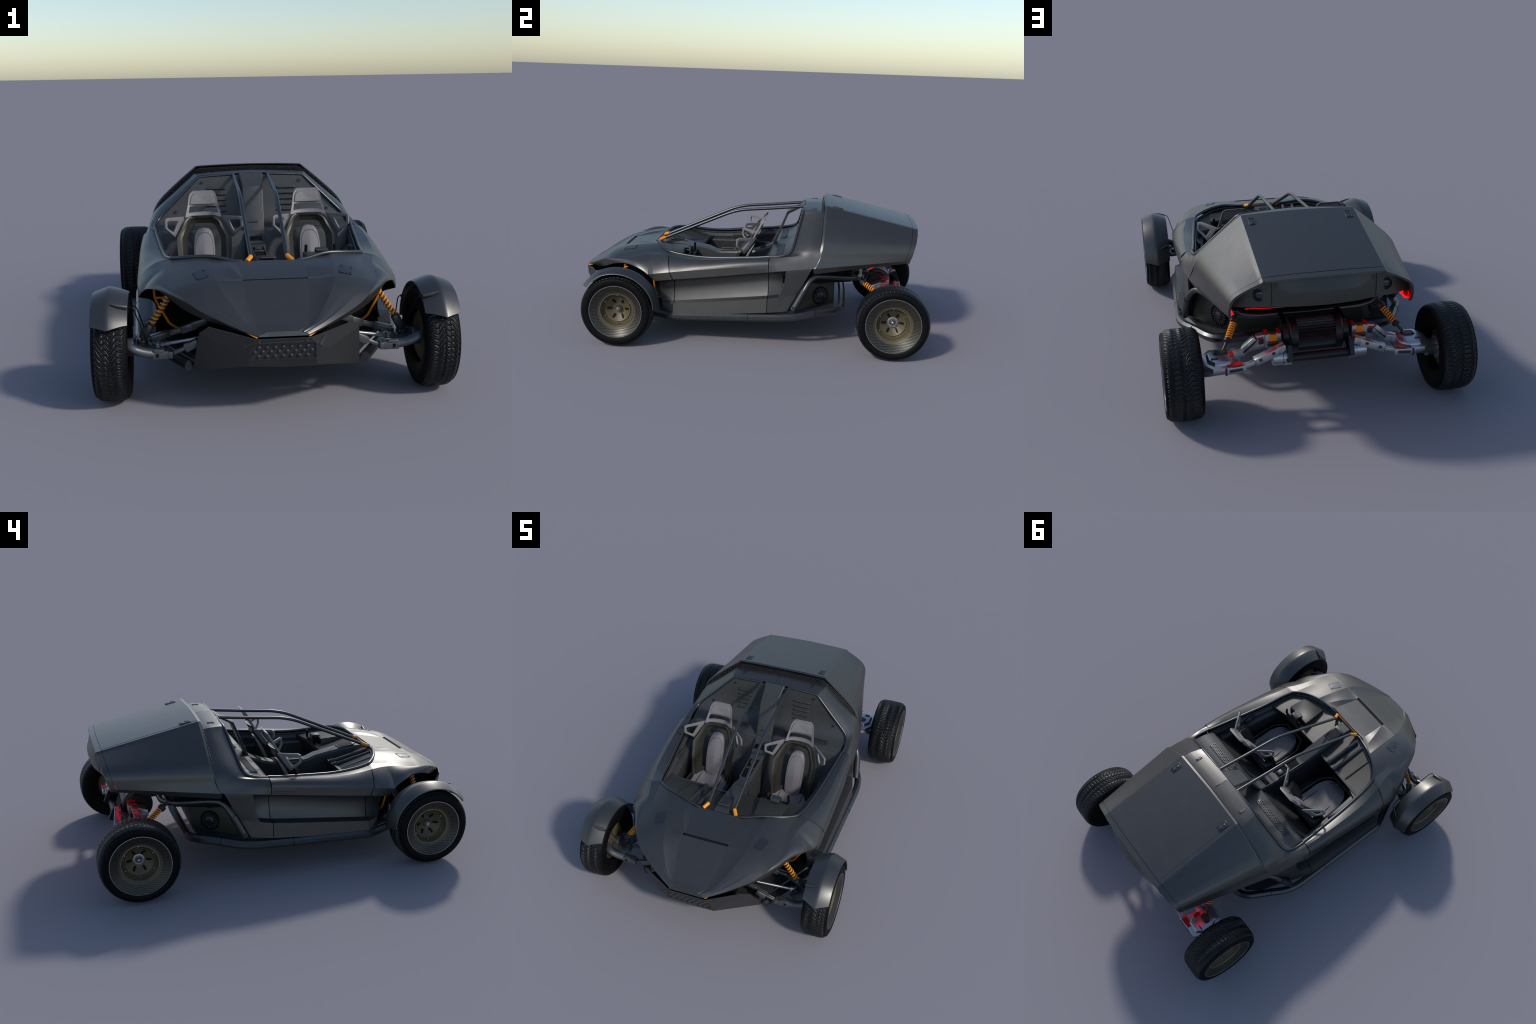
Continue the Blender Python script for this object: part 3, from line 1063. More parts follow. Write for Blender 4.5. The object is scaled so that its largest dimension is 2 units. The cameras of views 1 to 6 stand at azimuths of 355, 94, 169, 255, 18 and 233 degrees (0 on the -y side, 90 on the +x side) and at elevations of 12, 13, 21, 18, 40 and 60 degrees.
solid(bump, .004, -1, lambda c: (0, -.8, .22))
# lamp panel recessed with domed lenses in three staggered rows
lp = B()
d = V((0, .0045, 0))
Q = [LT, C(LT), C(LB), LB]
Qm = [LT, mx(LT), mx(LB), LB]
inn = [p + d for p in Qm]
lp.grid([Qm, inn], closed=True)
lp.raw(inn, [(0, 1, 2, 3)])
lp.obj("lamp_panel", "bumper_plastic", parent=bump, sharp=20)
for row, (n, z) in enumerate(((7, .273), (8, .2555), (7, .238))):
    for k in range(n):
        x = (k - (n - 1) / 2) * .0285
        y = lerp_tab([(.226, -.971), (.285, -.9868)], z)
        g = B().lathe([(.001, .0078), (-.0015, .0072), (-.0038, .005), (-.0046, .0001)], 14, (x, y, z), "y")
        g.obj("spot_lens", "bumper_plastic", parent=bump, sharp=60)
        B().lathe([(-.0030, .0042), (-.0052, .003), (-.0058, .0001)], 10, (x, y, z), "y").obj("lens_glass", "lamp_glass", parent=bump, sharp=60)
g = B()
g.box((0, -.993, .2925), (.20, .006, .004))
for sx in (-1, 1):
    g.lathe([(0, .006), (-.003, .006), (-.003, .004), (-.001, .0001)], 10, (sx * .083, -.9965, .299), "y")
g.obj("bumper_bolt", "dark_plastic", parent=bump)
for sx in (-1, 1):
    n = (TO - AP).cross(IT - AP).normalized()
    u = (IT - AP).normalized()
    if n.y > 0:
        n = -n
    c = AP + (IT - AP) * .55 + (TO - AP) * .10
    w = n.cross(u)
    rot = Matrix((u, w, n)).transposed()
    g = B()
    c0 = c
    for off, sz in (((0, 0, 0), (.014, .034, .003)), ((.0, -.012, .002), (.010, .008, .003))):
        g.box(c0 + rot @ V(off), sz, rot)
    me = g.mesh("tow_latch")
    if sx < 0:
        me.transform(Matrix.Scale(-1, 4, (1, 0, 0)))
        me.flip_normals()
    add("tow_latch", me, "dark_plastic", bump)
# orange marker strips under the nose and beside it
mk = B()
for sx in (-1, 1):
    mk.tube([(sx * .090, -.988, .311), (sx * .104, -.978, .3155), (sx * .125, -.96, .319)], [.0045, .004, .001], 8)
mk.obj("nose_marker", "marker_light", sharp=50)
g = B().box((0, -.94, .315), (.2, .08, .01)).frus([V(p) for p in ((.08, -.965, .312), (.17, -.90, .322), (.17, -.82, .330), (.08, -.82, .32))],
    [V(p) for p in ((.08, -.965, .302), (.17, -.90, .300), (.17, -.82, .300), (.08, -.82, .30))])
g.obj("nose_cavity", "black_void", mirror=True, weld=False)
# vent slot mesh, fuel panels
g = B()
g.raw([(-.118, -.757, .446), (.118, -.757, .446), (.118, -.733, .447), (-.118, -.733, .447)], [(0, 1, 2, 3)])
g.obj("vent_backing", "black_void")
g = B()
for k in range(23):
    x = -.11 + .01 * k
    g.beam((x - .004, -.757, .4510), (x + .004, -.741, .4515), .0014, .002)
    g.beam((x + .004, -.757, .4510), (x - .004, -.741, .4515), .0014, .002)
g.obj("vent_mesh", "dark_plastic")
from mathutils.bvhtree import BVHTree
_bv = BVHTree.FromPolygons([v.co.copy() for v in bonnet.data.vertices], [tuple(p.vertices) for p in bonnet.data.polygons])
for sx in (-1, 1):
    # flush access plate following the bonnet surface
    def hood_z(x, y):
        hit = _bv.ray_cast(V((x, y, 1)), V((0, 0, -1)))
        return hit[0].z if hit[0] else .46
    cx, cy, ang = .274, -.692, math.radians(-14)
    def pl(u, v, o=0):
        x = cx + u * math.cos(ang) - v * math.sin(ang)
        y = cy + u * math.sin(ang) + v * math.cos(ang)
        return V((sx * x, y, hood_z(x, y) + .0012 + o))
    g = B()
    W, H = .024, .036
    edge = fillet([V((-W, -H, 0)), V((W, -H, 0)), V((W, H, 0)), V((-W, H, 0))], .006, 3, closed=True)
    ring0 = [pl(p.x, p.y) for p in edge]
    ring1 = [pl(p.x, p.y, .0012) for p in edge]
    ring2 = [pl(p.x * .93, p.y * .95, .0012) for p in edge]
    ring3 = [pl(p.x * .90, p.y * .93, .0003) for p in edge]
    ring4 = [pl(p.x * .4, p.y * .4, .0006) for p in edge]
    ring5 = [pl(0, 0, .0006) for p in edge]
    g.grid([ring0, ring1, ring2, ring3, ring4, ring5], closed=True)
    for u, v in ((-.8, -.62), (.8, -.62), (.8, .62), (-.8, .62)):
        c = pl(u * W, v * H, .0005)
        g.lathe([(0, .003), (.0015, .003), (.0015, .0015), (.0005, .0001)], 8, c, "z")
    g.obj("access_plate", "tube_paint", sharp=40)

# ------------------------------------------------------------------ suspension
def coil(a, c, R, turns, wire, n=16):
    a, c = V(a), V(c)
    t = (c - a).normalized()
    u = t.cross(V((0, 1, .3))).normalized()
    w = t.cross(u)
    pts = []
    N = int(turns * n)
    for i in range(N + 1):
        k = 2 * math.pi * i / n
        pts.append(a.lerp(c, i / N) + u * (math.cos(k) * R) + w * (math.sin(k) * R))
    return B().tube(pts, wire, 7)

for sx in (-1, 1):
    P = lambda *p: V((sx * p[0], p[1], p[2]))
    # ---- front shock
    top, s0, s1, can, base = P(.385, -.690, .402), P(.392, -.690, .393), P(.464, -.690, .285), P(.497, -.673, .228), P(.505, -.663, .208)
    g = B().tube([top, s1], .0062, 12).tube([s1, s1.lerp(can, .1), can.lerp(s1, .12), can], [.013, .0172, .0172, .015], 18).tube([can, base], .005, 10)
    sh = g.obj("shock_absorber", "front_arm_metal", sharp=40)
    coil(s0, s1, .0102, 8, .0041).obj("spring", "orange_paint", parent=sh, sharp=60)
    # knuckle
    g = B()
    arm = fillet([P(.575, -.750, .230), P(.540, -.790, .228), P(.500, -.787, .209), P(.455, -.780, .199)], .03, 5)
    g.tube(arm, .017, 12, ry=.019)
    g.obj("lower_arm", "front_arm_metal", sharp=40)
    g = B()
    loopk = [P(.445, -.735, .196), P(.475, -.760, .196), P(.555, -.740, .196), P(.560, -.620, .196), P(.520, -.600, .196), P(.455, -.620, .196)]
    g.prism(loopk, (0, 0, .012))
    g.tube([P(.500, -.664, .206), P(.500, -.664, .220)], .021, 20)
    g.tube([P(.53, -.686, .197), P(.563, -.686, .197)], .034, 24)
    for q in ((.470, -.70), (.468, -.64), (.535, -.63), (.54, -.71)):
        g.box(P(q[0], q[1], .212), (.016, .02, .008))
    g.obj("front_knuckle", "front_arm_metal", sharp=30, bev=.002)
    g = B()
    g.box(P(.428, -.778, .196), (.060, .036, .030))
    g.box(P(.393, -.783, .196), (.018, .032, .026))
    g.beam(P(.455, -.790, .213), P(.415, -.790, .213), .018, .010)
    g.beam(P(.385, -.787, .198), P(.330, -.792, .222), .007, .012)
    g.beam(P(.385, -.777, .198), P(.330, -.782, .222), .007, .012)
    g.beam(P(.338, -.79, .218), P(.290, -.795, .243), .030, .028)
    g.beam(P(.30, -.78, .24), P(.22, -.78, .26), .02, .018)
    fa = g.obj("front_arm_block", "front_arm_metal", bev=.002)
    B().box(P(.440, -.7965, .196), (.010, .003, .014)).obj("arm_window", "black_void", parent=fa)
    g = B()
    g.tube([P(.430, -.690, .203), P(.27, -.735, .240)], .0075, 12)
    g.tube([P(.452, -.684, .200), P(.432, -.689, .203)], [.013, .012], 14)
    g.tube([P(.466, -.68, .198), P(.452, -.684, .2)], [.009, .012], 14)
    g.obj("tie_rod", "bright_metal", sharp=40)
    # rear leg of the wishbone
    g = B()
    g.beam(P(.470, -.640, .212), P(.400, -.620, .226), .03, .024)
    g.beam(P(.400, -.613, .226), P(.345, -.620, .240), .006, .018)
    g.beam(P(.400, -.630, .226), P(.345, -.637, .240), .006, .018)
    g.beam(P(.350, -.628, .240), P(.290, -.640, .262), .034, .030)
    g.beam(P(.310, -.64, .26), P(.25, -.65, .28), .028, .026)
    g.obj("upper_arm_block", "front_arm_metal", bev=.002)
    # orange space-frame tubes seen in the wheel well
    g = B()
    g.tube(fillet([P(.455, -.520, .385), P(.452, -.522, .342), P(.432, -.522, .300), P(.398, -.522, .236), P(.368, -.522, .214), P(.315, -.53, .209)], .012, 4), .0058, 8)
    g.tube([P(.452, -.522, .342), P(.400, -.525, .342)], .0058, 8)
    g.obj("space_frame", "orange_paint", sharp=50)

    # ---- rear shock
    top, s0, s1, base = P(.322, .612, .370), P(.340, .650, .346), P(.378, .722, .300), P(.412, .765, .256)
    ax = (s1 - s0).normalized()
    g = B().tube([top, s0], [.010, .010], 14).tube([s0 - ax * .022, s0 - ax * .018, s0 - ax * .004, s0 + ax * .004], [.010, .019, .0205, .018], 18)
    g.tube([s0, s1], .0068, 12).tube([s1 - ax * .002, s1 + ax * .003, s1 + ax * .014, s1 + ax * .018], [.013, .0165, .0165, .012], 18).tube([s1, base], .0068, 12)
    g.tube([top + P(.012, 0, .004), top - P(.012, 0, -.004)], .010, 12)
    sh = g.obj("shock_absorber", "dark_plastic", sharp=40)
    coil(s0 + ax * .004, s1 - ax * .002, .0118, 7, .0042).obj("spring", "orange_paint", parent=sh, sharp=60)
    # ---- rear arms
    g = B()
    g.prism([P(.1575, .799, .342), P(.1575, .700, .305), P(.1575, .700, .268), P(.1575, .799, .276)], P(.07, 0, 0))
    g.beam(P(.225, .770, .318), P(.262, .770, .312), .034, .034)
    g.beam(P(.262, .770, .312), P(.318, .762, .258), .034, .034)
    g.beam(P(.318, .765, .258), P(.385, .780, .242), .036, .032)
    ub = g.obj("rear_upper_arm", "arm_metal", bev=.002)
    for k in range(3):
        q = P(.278, .7765, .297).lerp(P(.312, .767, .264), k / 2.5)
        B().box(q, (.0022, .037, .040), Matrix.Rotation(sx * math.radians(-45), 3, "Y")).obj("arm_groove", "black_void", parent=ub)
    B().box(P(.193, .7995, .322), (.036, .003, .030)).obj("arm_lamp", "orange_paint", parent=ub)
    g = B()
    g.box(P(.193, .800, .303), (.046, .003, .006))
    g.box(P(.193, .800, .3395), (.028, .003, .004))
    for q in (-1, 1):
        g.box(P(.193 + q * .027, .778, .3415), (.014, .045, .006))
    g.beam(P(.235, .788, .322), P(.262, .788, .317), .003, .008)
    g.obj("painted_arm_reflection", "painted_red_reflection", parent=ub)
    B().box(P(.193, .800, .290), (.050, .003, .012)).obj("arm_window", "dark_plastic", parent=ub)
    B().box(P(.243, .789, .303), (.022, .003, .022), Matrix.Rotation(sx * .2, 3, "Z")).obj("arm_window", "dark_plastic", parent=ub)
    g = B()
    g.tube([P(.125, .835, .247), P(.160, .835, .247)], .038, 28).tube([P(.162, .835, .247), P(.205, .835, .247)], .035, 28)
    g.obj("arm_drum", "arm_metal", parent=ub, sharp=40)
    g = B()
    g.beam(P(.150, .848, .302), P(.185, .850, .290), .036, .030)
    g.beam(P(.180, .850, .290), P(.285, .866, .254), .036, .032)
    g.beam(P(.285, .875, .254), P(.332, .881, .240), .008, .018)
    g.beam(P(.285, .859, .254), P(.332, .865, .240), .008, .018)
    g.beam(P(.325, .871, .236), P(.408, .871, .230), .036, .030)
    g.beam(P(.180, .735, .280), P(.300, .720, .245), .034, .030)
    g.tube([P(.300, .720, .243), P(.420, .705, .222), P(.520, .745, .206)], .013, 12)
    la = g.obj("rear_lower_arm", "arm_metal", bev=.002)
    g = B()
    g.beam(P(.340, .890, .236), P(.398, .890, .2315), .003, .012)
    g.box(P(.205, .8725, .285), (.014, .003, .012), Matrix.Rotation(sx * .32, 3, "Y"))
    g.box(P(.262, .8805, .265), (.014, .003, .012), Matrix.Rotation(sx * .32, 3, "Y"))
    g.beam(P(.410, .870, .247), P(.410, .870, .213), .008, .040, up=(0, 1, 0))
    g.obj("arm_window", "dark_plastic", parent=la)
    B().prism([P(.345, .856, .2515), P(.405, .856, .2475), P(.405, .884, .2475), P(.345, .884, .2515)], (0, 0, .004)).obj("painted_arm_reflection", "painted_red_reflection", parent=la)  # thin red slab modelled for the glow mirrored on the arm top
    g = B()
    pts = fillet([P(.410, .870, .230), P(.450, .866, .226), P(.495, .850, .214), P(.54, .825, .205)], .03, 5)
    g.tube(pts, .017, 14, ry=.017)
    g.obj("axle_arm", "arm_metal", parent=la, sharp=40)
    # knuckle plates
    g = B()
    oct_ = lambda c, rx, ry, z: [V((c.x + sx * u * rx, c.y + v * ry, z)) for u, v in ((-.55, -1), (.55, -1), (1, -.5), (1, .5), (.55, 1), (-.55, 1), (-1, .5), (-1, -.5))]
    kc = P(.422, .797, 0)
    g.frus(oct_(kc, .080, .090, .226), oct_(kc, .080, .090, .248))
    g.frus(oct_(kc, .062, .070, .248), oct_(kc, .054, .060, .264))
    kn = g.obj("rear_knuckle", "arm_metal", bev=.003)
    g = B()
    g.frus(oct_(kc + V((0, -.02, 0)), .030, .022, .264), oct_(kc + V((0, -.02, 0)), .024, .016, .272))
    g.box(kc + V((sx * .030, .032, .2605)), (.030, .006, .016))
    g.box(kc + V((sx * -.035, .040, .256)), (.030, .006, .014))
    g.obj("knuckle_cap", "dark_plastic", parent=kn)
    B().prism([V((kc.x + sx * u, kc.y + v, .2645)) for u, v in ((-.056, -.006), (-.050, -.012), (-.036, -.012), (-.036, .024), (-.050, .024), (-.056, .016))], (0, 0, .004)).obj("painted_knuckle_reflection", "painted_red_reflection", parent=kn)  # red light caught by the plate, drawn as a raised patch
    g = B().tube([P(.50, .803, .2), P(.545, .803, .197)], [.040, .034], 24).tube([P(.545, .803, .197), P(.556, .803, .197)], .05, 24)
    g.obj("wheel_carrier", "arm_metal", parent=kn, sharp=40)

# ------------------------------------------------------------------ cabin
def bulk_x(z):
    return lerp_tab([(.19, .40), (.40, .42), (.48, .446), (.50, .452), (.52, .442), (.545, .421), (.58, .386), (.63, .334), (.71, .254), (.73, .24)], z)
PR = [(.292, .7225), (.288, .70), (.281, .66), (.272, .61), (.262, .565), (.250, .535), (.234, .514), (.210, .501), (.170, .492), (.118, .483), (.110, .476), (.106, .462), (.030, .340), (-.060, .200)]
g = B()
rows = []
for y, z in PR:
    x1 = bulk_x(z)
    rows.append([V((.052 + (x1 - .052) * k / 8, y, z)) for k in range(9)])
g.grid(rows)
bk = g.obj("bulkhead", "cabin_plastic", mirror=True, sharp=40)
solid(bk, .004, 1)
# louvres, bolts and perforated strips
for sx in (-1, 1):
    for k in range(5):
        z = .660 - .0262 * k
        y = lerp_tab([(.545, .252), (.565, .260), (.61, .270), (.66, .279), (.70, .286)], z)
        g = B()
        n = 12
        x0, x1 = .121, .215
        prof = fillet([V((x0, 0, -.007)), V((x1, 0, -.007)), V((x1, 0, .007)), V((x0, 0, .007))], .007, 4, closed=True)
        base = [V((sx * p.x, y + .001, z + p.z)) for p in prof]
        mid = [V((sx * (p.x * .96 + .168 * .04), y - .005, z + p.z * .72 + .001)) for p in prof]
        top = [V((sx * (p.x * .90 + .168 * .10), y - .0065, z + p.z * .30 + .001)) for p in prof]
        g.grid([base, mid, top], closed=True)
        g.raw(top, [tuple(range(len(top)))])
        g.obj("louvre", "cabin_plastic", parent=bk, sharp=50)
    g = B().box((sx * .168, .2765, .6075), (.112, .003, .138), Matrix.Rotation(math.radians(-10), 3, "X"))
    g.obj("louvre_plate", "cabin_plastic", parent=bk, bev=.001)
    for x, y, z in ((.236, .283, .692), (.366, .256, .556)):
        B().lathe([(0, .0075), (-.0035, .0065), (-.004, .004), (-.002, .0001)], 12, (sx * x, y, z), "y").obj("bulkhead_bolt", "tube_paint", parent=bk)
    # raised perforated plate on the shelf
    sl = math.atan2(.4955 - .4925, .04)
    g = B()
    g.box((sx * .231, .169, .494), (.262, .042, .003), Matrix.Rotation(math.radians(9), 3, "X"))
    pp = g.obj("perforated_plate", "cabin_plastic", parent=bk, bev=.0008)
    g = B()
    for r in range(4):
        for k in range(21):
            x = .107 + k * .0123 + (.006 if r % 2 else 0)
            y = .1545 + r * .0098
            z = .4955 + (y - .169) * math.tan(math.radians(9))
            g.lathe([(.0002, .0047), (.0022, .0042), (.0024, .0022), (.0006, .0018)], 7, (sx * x, y, z), "z")
    o = g.obj("perforation_rims", "tube_paint", parent=bk, sharp=50, weld=False)
    o["kind"] = "stuff"
# central pillar and console
PROF = [(.294, .7335, .056), (.192, .679, .0455), (.112, .482, .045), (.085, .466, .044), (.030, .444, .042), (-.030, .428, .036), (-.20, .421, .031), (-.225, .424, .031), (-.275, .443, .034), (-.43, .470, .036), (-.52, .476, .037), (-.566, .477, .040)]
g = B()
strut = [p for p in PROF if p[0] >= .08]
rows = []
th = .012
for i, (y, z, w) in enumerate(strut):
    dy, dz = ((0, -th) if i == 0 else ((.010, -.010) if i == 1 else (.016, .004)))
    rows.append([V((-w, y + dy, z + dz)), V((-w - .002, y, z - .004)), V((-w + .004, y, z)), V((w - .004, y, z)), V((w + .002, y, z - .004)), V((w, y + dy, z + dz))])
g.grid(rows, closed=True)
rows = []
for y, z, w in [p for p in PROF if p[0] < .12]:
    bot = .20
    rows.append([V((-w - .012, y, bot)), V((-w - .003, y, z - .012)), V((-w + .004, y, z)), V((w - .004, y, z)), V((w + .003, y, z - .012)), V((w + .012, y, bot))])
g.grid(rows)
rows = []
for y, z in PR:
    rows.append([V((-.054, y + .001, z)), V((.054, y + .001, z))])
g.grid(rows)
con = g.obj("centre_console", "cabin_plastic", sharp=25)
g = B()
g.prism([V((-.024, -.035, .4285)), V((.024, -.035, .4285)), V((.022, -.19, .4225)), V((-.022, -.19, .4225))], (0, 0, .0025))
g.box((0, .052, .4548), (.06, .03, .003), Matrix.Rotation(math.radians(22), 3, "X"))
g.obj("console_tray", "black_void", parent=con)
g = B()
for sx in (-1, 1):
    g.beam((sx * .029, -.03, .430), (sx * .027, -.20, .425), .006, .010)
g.box((0, -.115, .429), (.045, .012, .01))
g.box((0, -.06, .431), (.03, .03, .01))
g.obj("console_rim", "cabin_plastic", parent=con, bev=.001)
rot = Matrix.Rotation(math.radians(-9.5), 3, "X")
g = B().box((0, -.462, .4765), (.062, .10, .006), rot)
g.obj("vent_frame", "cabin_plastic", parent=con, bev=.0015)
g = B().box((0, -.462, .4797), (.046, .072, .002), rot)
g.obj("vent_well", "black_void", parent=con)
for k in range(9):
    B().box(V((0, -.462, .481)) + rot @ V((0, -.032 + .008 * k, 0)), (.046, .003, .003), rot).obj("vent_slat", "cabin_plastic", parent=con)
# small text plate on the pillar (unreadable block marks)
g = B()
for k in range(7):
    g.box((-.018 + .006 * k, .1235, .522), (.0042, .002, .005), Matrix.Rotation(math.radians(-20), 3, "X"))
g.obj("pillar_marks", "dark_plastic", parent=con)

g = B()
for sx in (-1, 1):
    g.box((sx * .228, .0, .195), (.34, .165, .03))
g.obj("cabin_floor", "dark_plastic", bev=.003)
# dashboard
g = B()
def dash_row(x):
    x = abs(x)
    yr = lerp_tab([(.03, -.343), (.29, -.332), (.40, -.30)], x)
    zr = lerp_tab([(.03, .410), (.29, .422), (.40, .425)], x)
    yf = lerp_tab([(.03, -.560), (.14, -.556), (.22, -.53), (.30, -.502), (.36, -.465), (.40, -.41)], x)
    zf = lerp_tab([(.03, .466), (.14, .470), (.22, .478), (.30, .476), (.36, .467), (.40, .455)], x)
    return [(yf, zf), (yr - .02, zr + .004), (yr, zr), (yr + .004, zr - .012), (yr - .03, zr - .09), (yf + .03, .21)]
rows = []
for k in range(15):
    x = -.035 - .365 * k / 14
    rows.append([V((x, y, z)) for y, z in dash_row(x)])
g.grid(rows)
rows = []
for k in range(15):
    x = .035 + .365 * k / 14
    r = dash_row(x)
    rows.append([V((x, y, z + (.018 if 0 < i < 4 else 0))) for i, (y, z) in enumerate(r)])
g.grid(rows)
dash = g.obj("dashboard", "carbon_cloth", sharp=30)
solid(dash, .003, 0)
g = B()
for x in (-.117, -.172):
    g.tube([(x, -.345, .424), (x - .01, -.54, .474)], .011, 10)
    g.tube([(x, -.350, .426), (x, -.330, .420)], .015, 12)
g.beam((-.04, -.338, .412), (-.39, -.327, .424), .016, .014)
g.beam((-.26, -.34, .427), (-.275, -.51, .480), .003, .004)
g.obj("dash_strut", "dark_plastic", parent=dash, sharp=40)
# instrument binnacle on the driver's side
g = B()
g.frus([V(p) for p in ((.150, -.372, .37), (.318, -.376, .37), (.31, -.50, .37), (.16, -.52, .37))], [V(p) for p in ((.157, -.372, .4755), (.314, -.376, .4705), (.304, -.490, .478), (.168, -.515, .480))])
bn = g.obj("instrument_binnacle", "carbon_cloth", parent=dash, bev=.002)
g = B().box((.236, -.3715, .43), (.14, .008, .07))
for k in range(3):
    g.box((.19 + .045 * k, -.365, .445), (.022, .008, .012))
g.obj("instrument_face", "black_void", parent=dash)
# steering yoke
g = B()
c = V((.237, -.345, .466))
g.tube([c, c + V((0, -.05, -.01))], .016, 14)
g.frus([c + V(p) for p in ((-.030, -.006, -.020), (.030, -.006, -.020), (.026, -.016, .020), (-.026, -.016, .020))], [c + V(p) for p in ((-.028, .010, -.018), (.028, .010, -.018), (.024, .004, .020), (-.024, .004, .020))])
sw = g.obj("steering_yoke", "dark_plastic", bev=.003)
g = B()
for sx in (-1, 1):
    g.tube(fillet([c + V((0, 0, -.012)), c + V((sx * .055, .006, -.022)), c + V((sx * .062, .010, -.010)), c + V((sx * .060, .010, .030))], .012, 4), [.006] * 2 + [.0065] * 10, 10)
g.obj("yoke_grip", "black_void", parent=sw, sharp=50)
g = B()
for k in range(5):
    g.box(c + V((0, -.010, .0205)) + V((0, -.004 * k, -.002 * k)), (.04, .002, .003))
g.box(c + V((0, -.03, .015)), (.05, .026, .006))
g.obj("yoke_pad", "cabin_plastic", parent=sw)

# inner door cards and cabin side walls
g = B()
rows = []
for k in range(21):
    y = -.45 + .57 * k / 20
    r = fR(y)
    ldg = lerp_tab([(-.45, .40), (-.33, .415), (0, .41), (.12, .40)], y)
    rows.append([V((r.x - .010, y, r.z - .012)), V((r.x - .024, y, r.z - .035)), V((r.x - .020, y, ldg)), V((r.x - .048, y, ldg - .004)), V((r.x - .052, y, ldg - .012)), V((r.x - .040, y, .32)), V((r.x - .03, y, .20))])
g.grid(rows)
dc = g.obj("door_card", "cabin_plastic", mirror=True, sharp=30)
g = B()
for y in (-.138,):
    g.box((.408, y, .433), (.012, .075, .028), Matrix.Rotation(math.radians(6), 3, "Z"))
    g.box((.400, y + .01, .438), (.006, .028, .012), Matrix.Rotation(math.radians(6), 3, "Z"))
g.obj("door_pull", "dark_plastic", parent=dc, mirror=True, bev=.002)

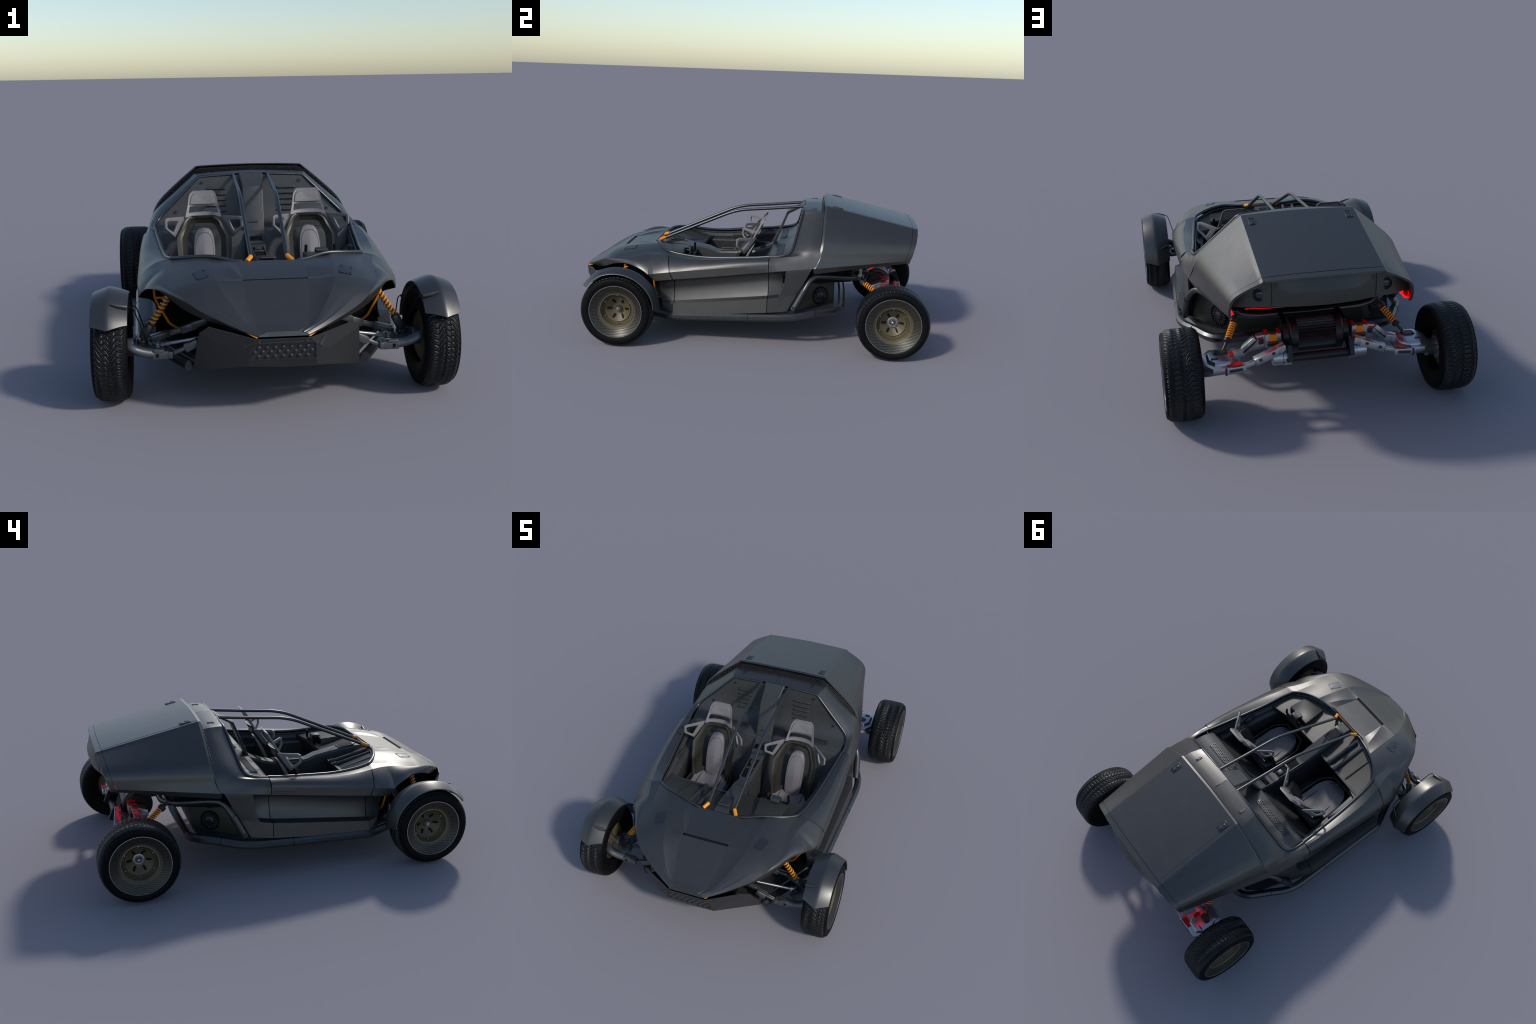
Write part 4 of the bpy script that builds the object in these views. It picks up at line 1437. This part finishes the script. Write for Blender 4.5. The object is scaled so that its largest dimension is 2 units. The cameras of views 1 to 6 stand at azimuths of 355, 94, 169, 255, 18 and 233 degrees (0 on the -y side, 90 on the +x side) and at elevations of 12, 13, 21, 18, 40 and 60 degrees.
# seats
def seat(x0):
    e = bpy.data.objects.new("seat", None)
    bpy.context.scene.collection.objects.link(e)
    e.parent = ROOT
    e.location = (x0, 0, 0)
    # plane of the back: depth y as function of height, plus forward wrap at the sides
    def by(z):
        return lerp_tab([(.20, -.125), (.26, -.085), (.40, -.042), (.50, .004), (.57, .040), (.62, .062), (.68, .088)], z)
    def shell(x, z):
        return V((x, by(z) - .055 * (abs(x) / .125) ** 2.2, z))
    # shell: two-layer outline, cut out round the pad
    OUT = [(.058, .572), (.080, .560), (.095, .530), (.122, .487), (.118, .42), (.110, .33), (.104, .22)]
    MID = [(.040, .566), (.066, .555), (.078, .528), (.099, .488), (.097, .42), (.090, .33), (.085, .22)]
    INN = [(.034, .538), (.052, .532), (.062, .512), (.076, .480), (.076, .42), (.071, .33), (.066, .22)]
    g = B()
    def half(lst, d):
        pts = resample([V((x, 0, z)) for x, z in lst], 22)
        return [shell(p.x, p.z) + V((0, d, 0)) for p in pts]
    o_, m_, i_ = half(OUT, -.012), half(MID, -.016), half(INN, .010)
    full = lambda l: [mx(p) for p in reversed(l)] + l
    rows = [full([p + V((.0, .016, 0)) for p in o_]), full(o_), full([a.lerp(c, .5) + V((0, .004, 0)) for a, c in zip(o_, m_)]), full(m_), full([p + V((0, .004, 0)) for p in [a.lerp(c, .3) for a, c in zip(m_, i_)]]), full(i_)]
    g.grid(rows)
    s = g.obj("seat_shell", "carbon_cloth", parent=e, sharp=24)
    solid(s, .003, 0)
    g = B()
    bp = full(half(INN, .012))
    # closed only below the pad
    g = B()
    g.grid([[V((x, by(z) + .014 - .02 * (abs(x) / .08) ** 2, z)) for x in (-.078 + .156 * k / 8 for k in range(9))] for z in (.20, .24, .28, .32)])
    solid(g.obj("seat_back", "dark_plastic", parent=e, sharp=40), .003, 0)
    g = B().beam((0, by(.30) + .010, .30), (0, by(.50) + .010, .50), .030, .008, up=(0, 1, 0))
    g.obj("pad_spine", "dark_plastic", parent=e)
    # headrest frame with window, raised pad above
    g = B()
    hz = lambda x, z: V((x, by(z) - .004 - .02 * (x / .08) ** 2, z))
    outl = [(-.081, .568), (-.068, .625), (-.0625, .655), (-.056, .669), (-.044, .6775), (.044, .6775), (.056, .669), (.0625, .655), (.068, .625), (.081, .568), (.04, .5725), (0, .574), (-.04, .5725)]
    win = [(-.0665, .584), (-.061, .609), (-.0585, .613), (-.056, .6135), (-.036, .614), (.036, .614), (.056, .6135), (.0585, .613), (.061, .609), (.0665, .584), (.033, .5855), (0, .586), (-.033, .5855)]
    ro = [hz(*p) for p in outl]
    ri = [hz(*p) for p in win]
    b_ = V((0, .010, .002))
    # upper part above the window handled as its own surface
    g.grid([[p + b_ for p in ro], ro, ri, [p + b_ for p in ri]], closed=True)
    hr = g.obj("headrest", "seat_leather", parent=e, sharp=30)
    # pad: raised cushion over the frame's top part
    g = B()
    pad = fillet([V((-.060, 0, .622)), V((.060, 0, .622)), V((.050, 0, .669)), V((-.050, 0, .669))], [.006, .006, .018, .018], 4, closed=True)
    r0 = [hz(p.x, p.z) + V((0, .001, 0)) for p in pad]
    r1 = [hz(p.x * .97, .646 + (p.z - .646) * .95) + V((0, -.006, 0)) for p in pad]
    r2 = [hz(p.x * .85, .646 + (p.z - .646) * .75) + V((0, -.008, 0)) for p in pad]
    r3 = [hz(p.x * .3, .646 + (p.z - .646) * .3) + V((0, -.008, 0)) for p in pad]
    g.grid([r0, r1, r2, r3], closed=True)
    g.raw(r3, [tuple(range(len(r3)))])
    g.obj("headrest_pad", "seat_leather", parent=hr, sharp=50)
    g = B().prism([hz(*p) + V((0, .011, 0)) for p in outl], (0, .002, 0))
    # shoulder wings: triangular loops angled forward
    for sx in (-1, 1):
        tri_o = [V((sx * .084, .034, .570)), V((sx * .160, -.055, .5795)), V((sx * .172, -.066, .574)), V((sx * .1725, -.069, .534)), V((sx * .127, -.028, .482)), V((sx * .115, -.010, .50))]
        cen = sum(tri_o, V()) / 6
        tri_i = []
        for p, k in zip(tri_o, (.52, .62, .64, .64, .55, .50)):
            tri_i.append(cen.lerp(p, k) + V((sx * .004, -.004, 0)))
        n = (tri_o[2] - tri_o[0]).cross(tri_o[4] - tri_o[0]).normalized() * (.0045)
        if n.y > 0:
            n = -n
        g = B()
        g.grid([[p - n for p in tri_o], [p + n for p in tri_o], [p + n for p in tri_i], [p - n for p in tri_i], [p - n for p in tri_o]], closed=True)
        w = g.obj("shoulder_wing", "seat_leather", parent=e, sharp=30, bev=.0015)
    # lumbar pad: tapered oval with a ridge
    g = B()
    prof = [(.0, .519), (.022, .516), (.036, .503), (.0445, .478), (.0485, .44), (.049, .38), (.047, .32), (.044, .30), (.0, .268)]
    ol = resample([V((x, 0, z)) for x, z in prof], 26)
    loop = ol + [mx(p) for p in reversed(ol[1:-1])]
    py = lambda z: by(z) - .004
    def ring(s_, dz, d, ridge=0):
        return [V((p.x * s_ * .98, py(dz + (p.z - dz) * s_) + d - ridge * (1 - abs(p.x * s_) / .05), .40 + (p.z - .40) * s_)) for p in loop]
    g.grid([ring(1, .4, .012), ring(1.0, .4, -.006), ring(.96, .4, -.010), ring(.86, .4, -.011), ring(.845, .4, -.008), ring(.83, .4, -.0115, .003), ring(.4, .4, -.013, .005), ring(.02, .4, -.013, .006)], closed=True)
    g.obj("lumbar_pad", "seat_leather", parent=e, sharp=35)
    # seat cushion
    g = B()
    rows = []
    N = 24
    for t in range(12):
        v = t / 11
        y = -.055 - .285 * v
        zc = .028 + lerp_tab([(0, .262), (.35, .252), (.7, .268), (.88, .275), (1, .255)], v)
        hw = lerp_tab([(0, .098), (.3, .106), (.65, .104), (.85, .085), (.95, .060), (1, .03)], v)
        rows.append([V((hw * math.sin(math.pi / 2 * u), y, zc + .012 * abs(u) - .05 * max(0, abs(u) - .78) ** 1.1 * 2)) for u in (-1 + 2 * k / N for k in range(N + 1))])
    g.grid(rows)
    cu = g.obj("seat_cushion", "seat_leather", parent=e, sharp=50)
    solid(cu, .05, 1 if False else -1)
    g = B()
    for sx in (-1, 1):
        g.tube([V((sx * hw_, y, z + .0265)) for hw_, y, z in ((.062, -.06, .2665), (.066, -.15, .262), (.062, -.24, .2685), (.048, -.31, .2790), (.032, -.335, .266))], .0015, 5)
    g.obj("cushion_seam", "black_void", parent=e)
    # base tub round the cushion
    g = B()
    tubp = [(-.112, -.05), (-.125, -.16), (-.122, -.28), (-.075, -.355), (.075, -.355), (.122, -.28), (.125, -.16), (.112, -.05)]
    g.grid([[V((x, y, .185)) for x, y in tubp], [V((x, y, .297)) for x, y in tubp], [V((x * .93, -.2 + (y + .2) * .93, .294)) for x, y in tubp], [V((x * .93, -.2 + (y + .2) * .93, .19)) for x, y in tubp]])
    g.obj("seat_base", "carbon_cloth", parent=e, sharp=40)
for x0 in (-.239, .239):
    seat(x0)

finish()
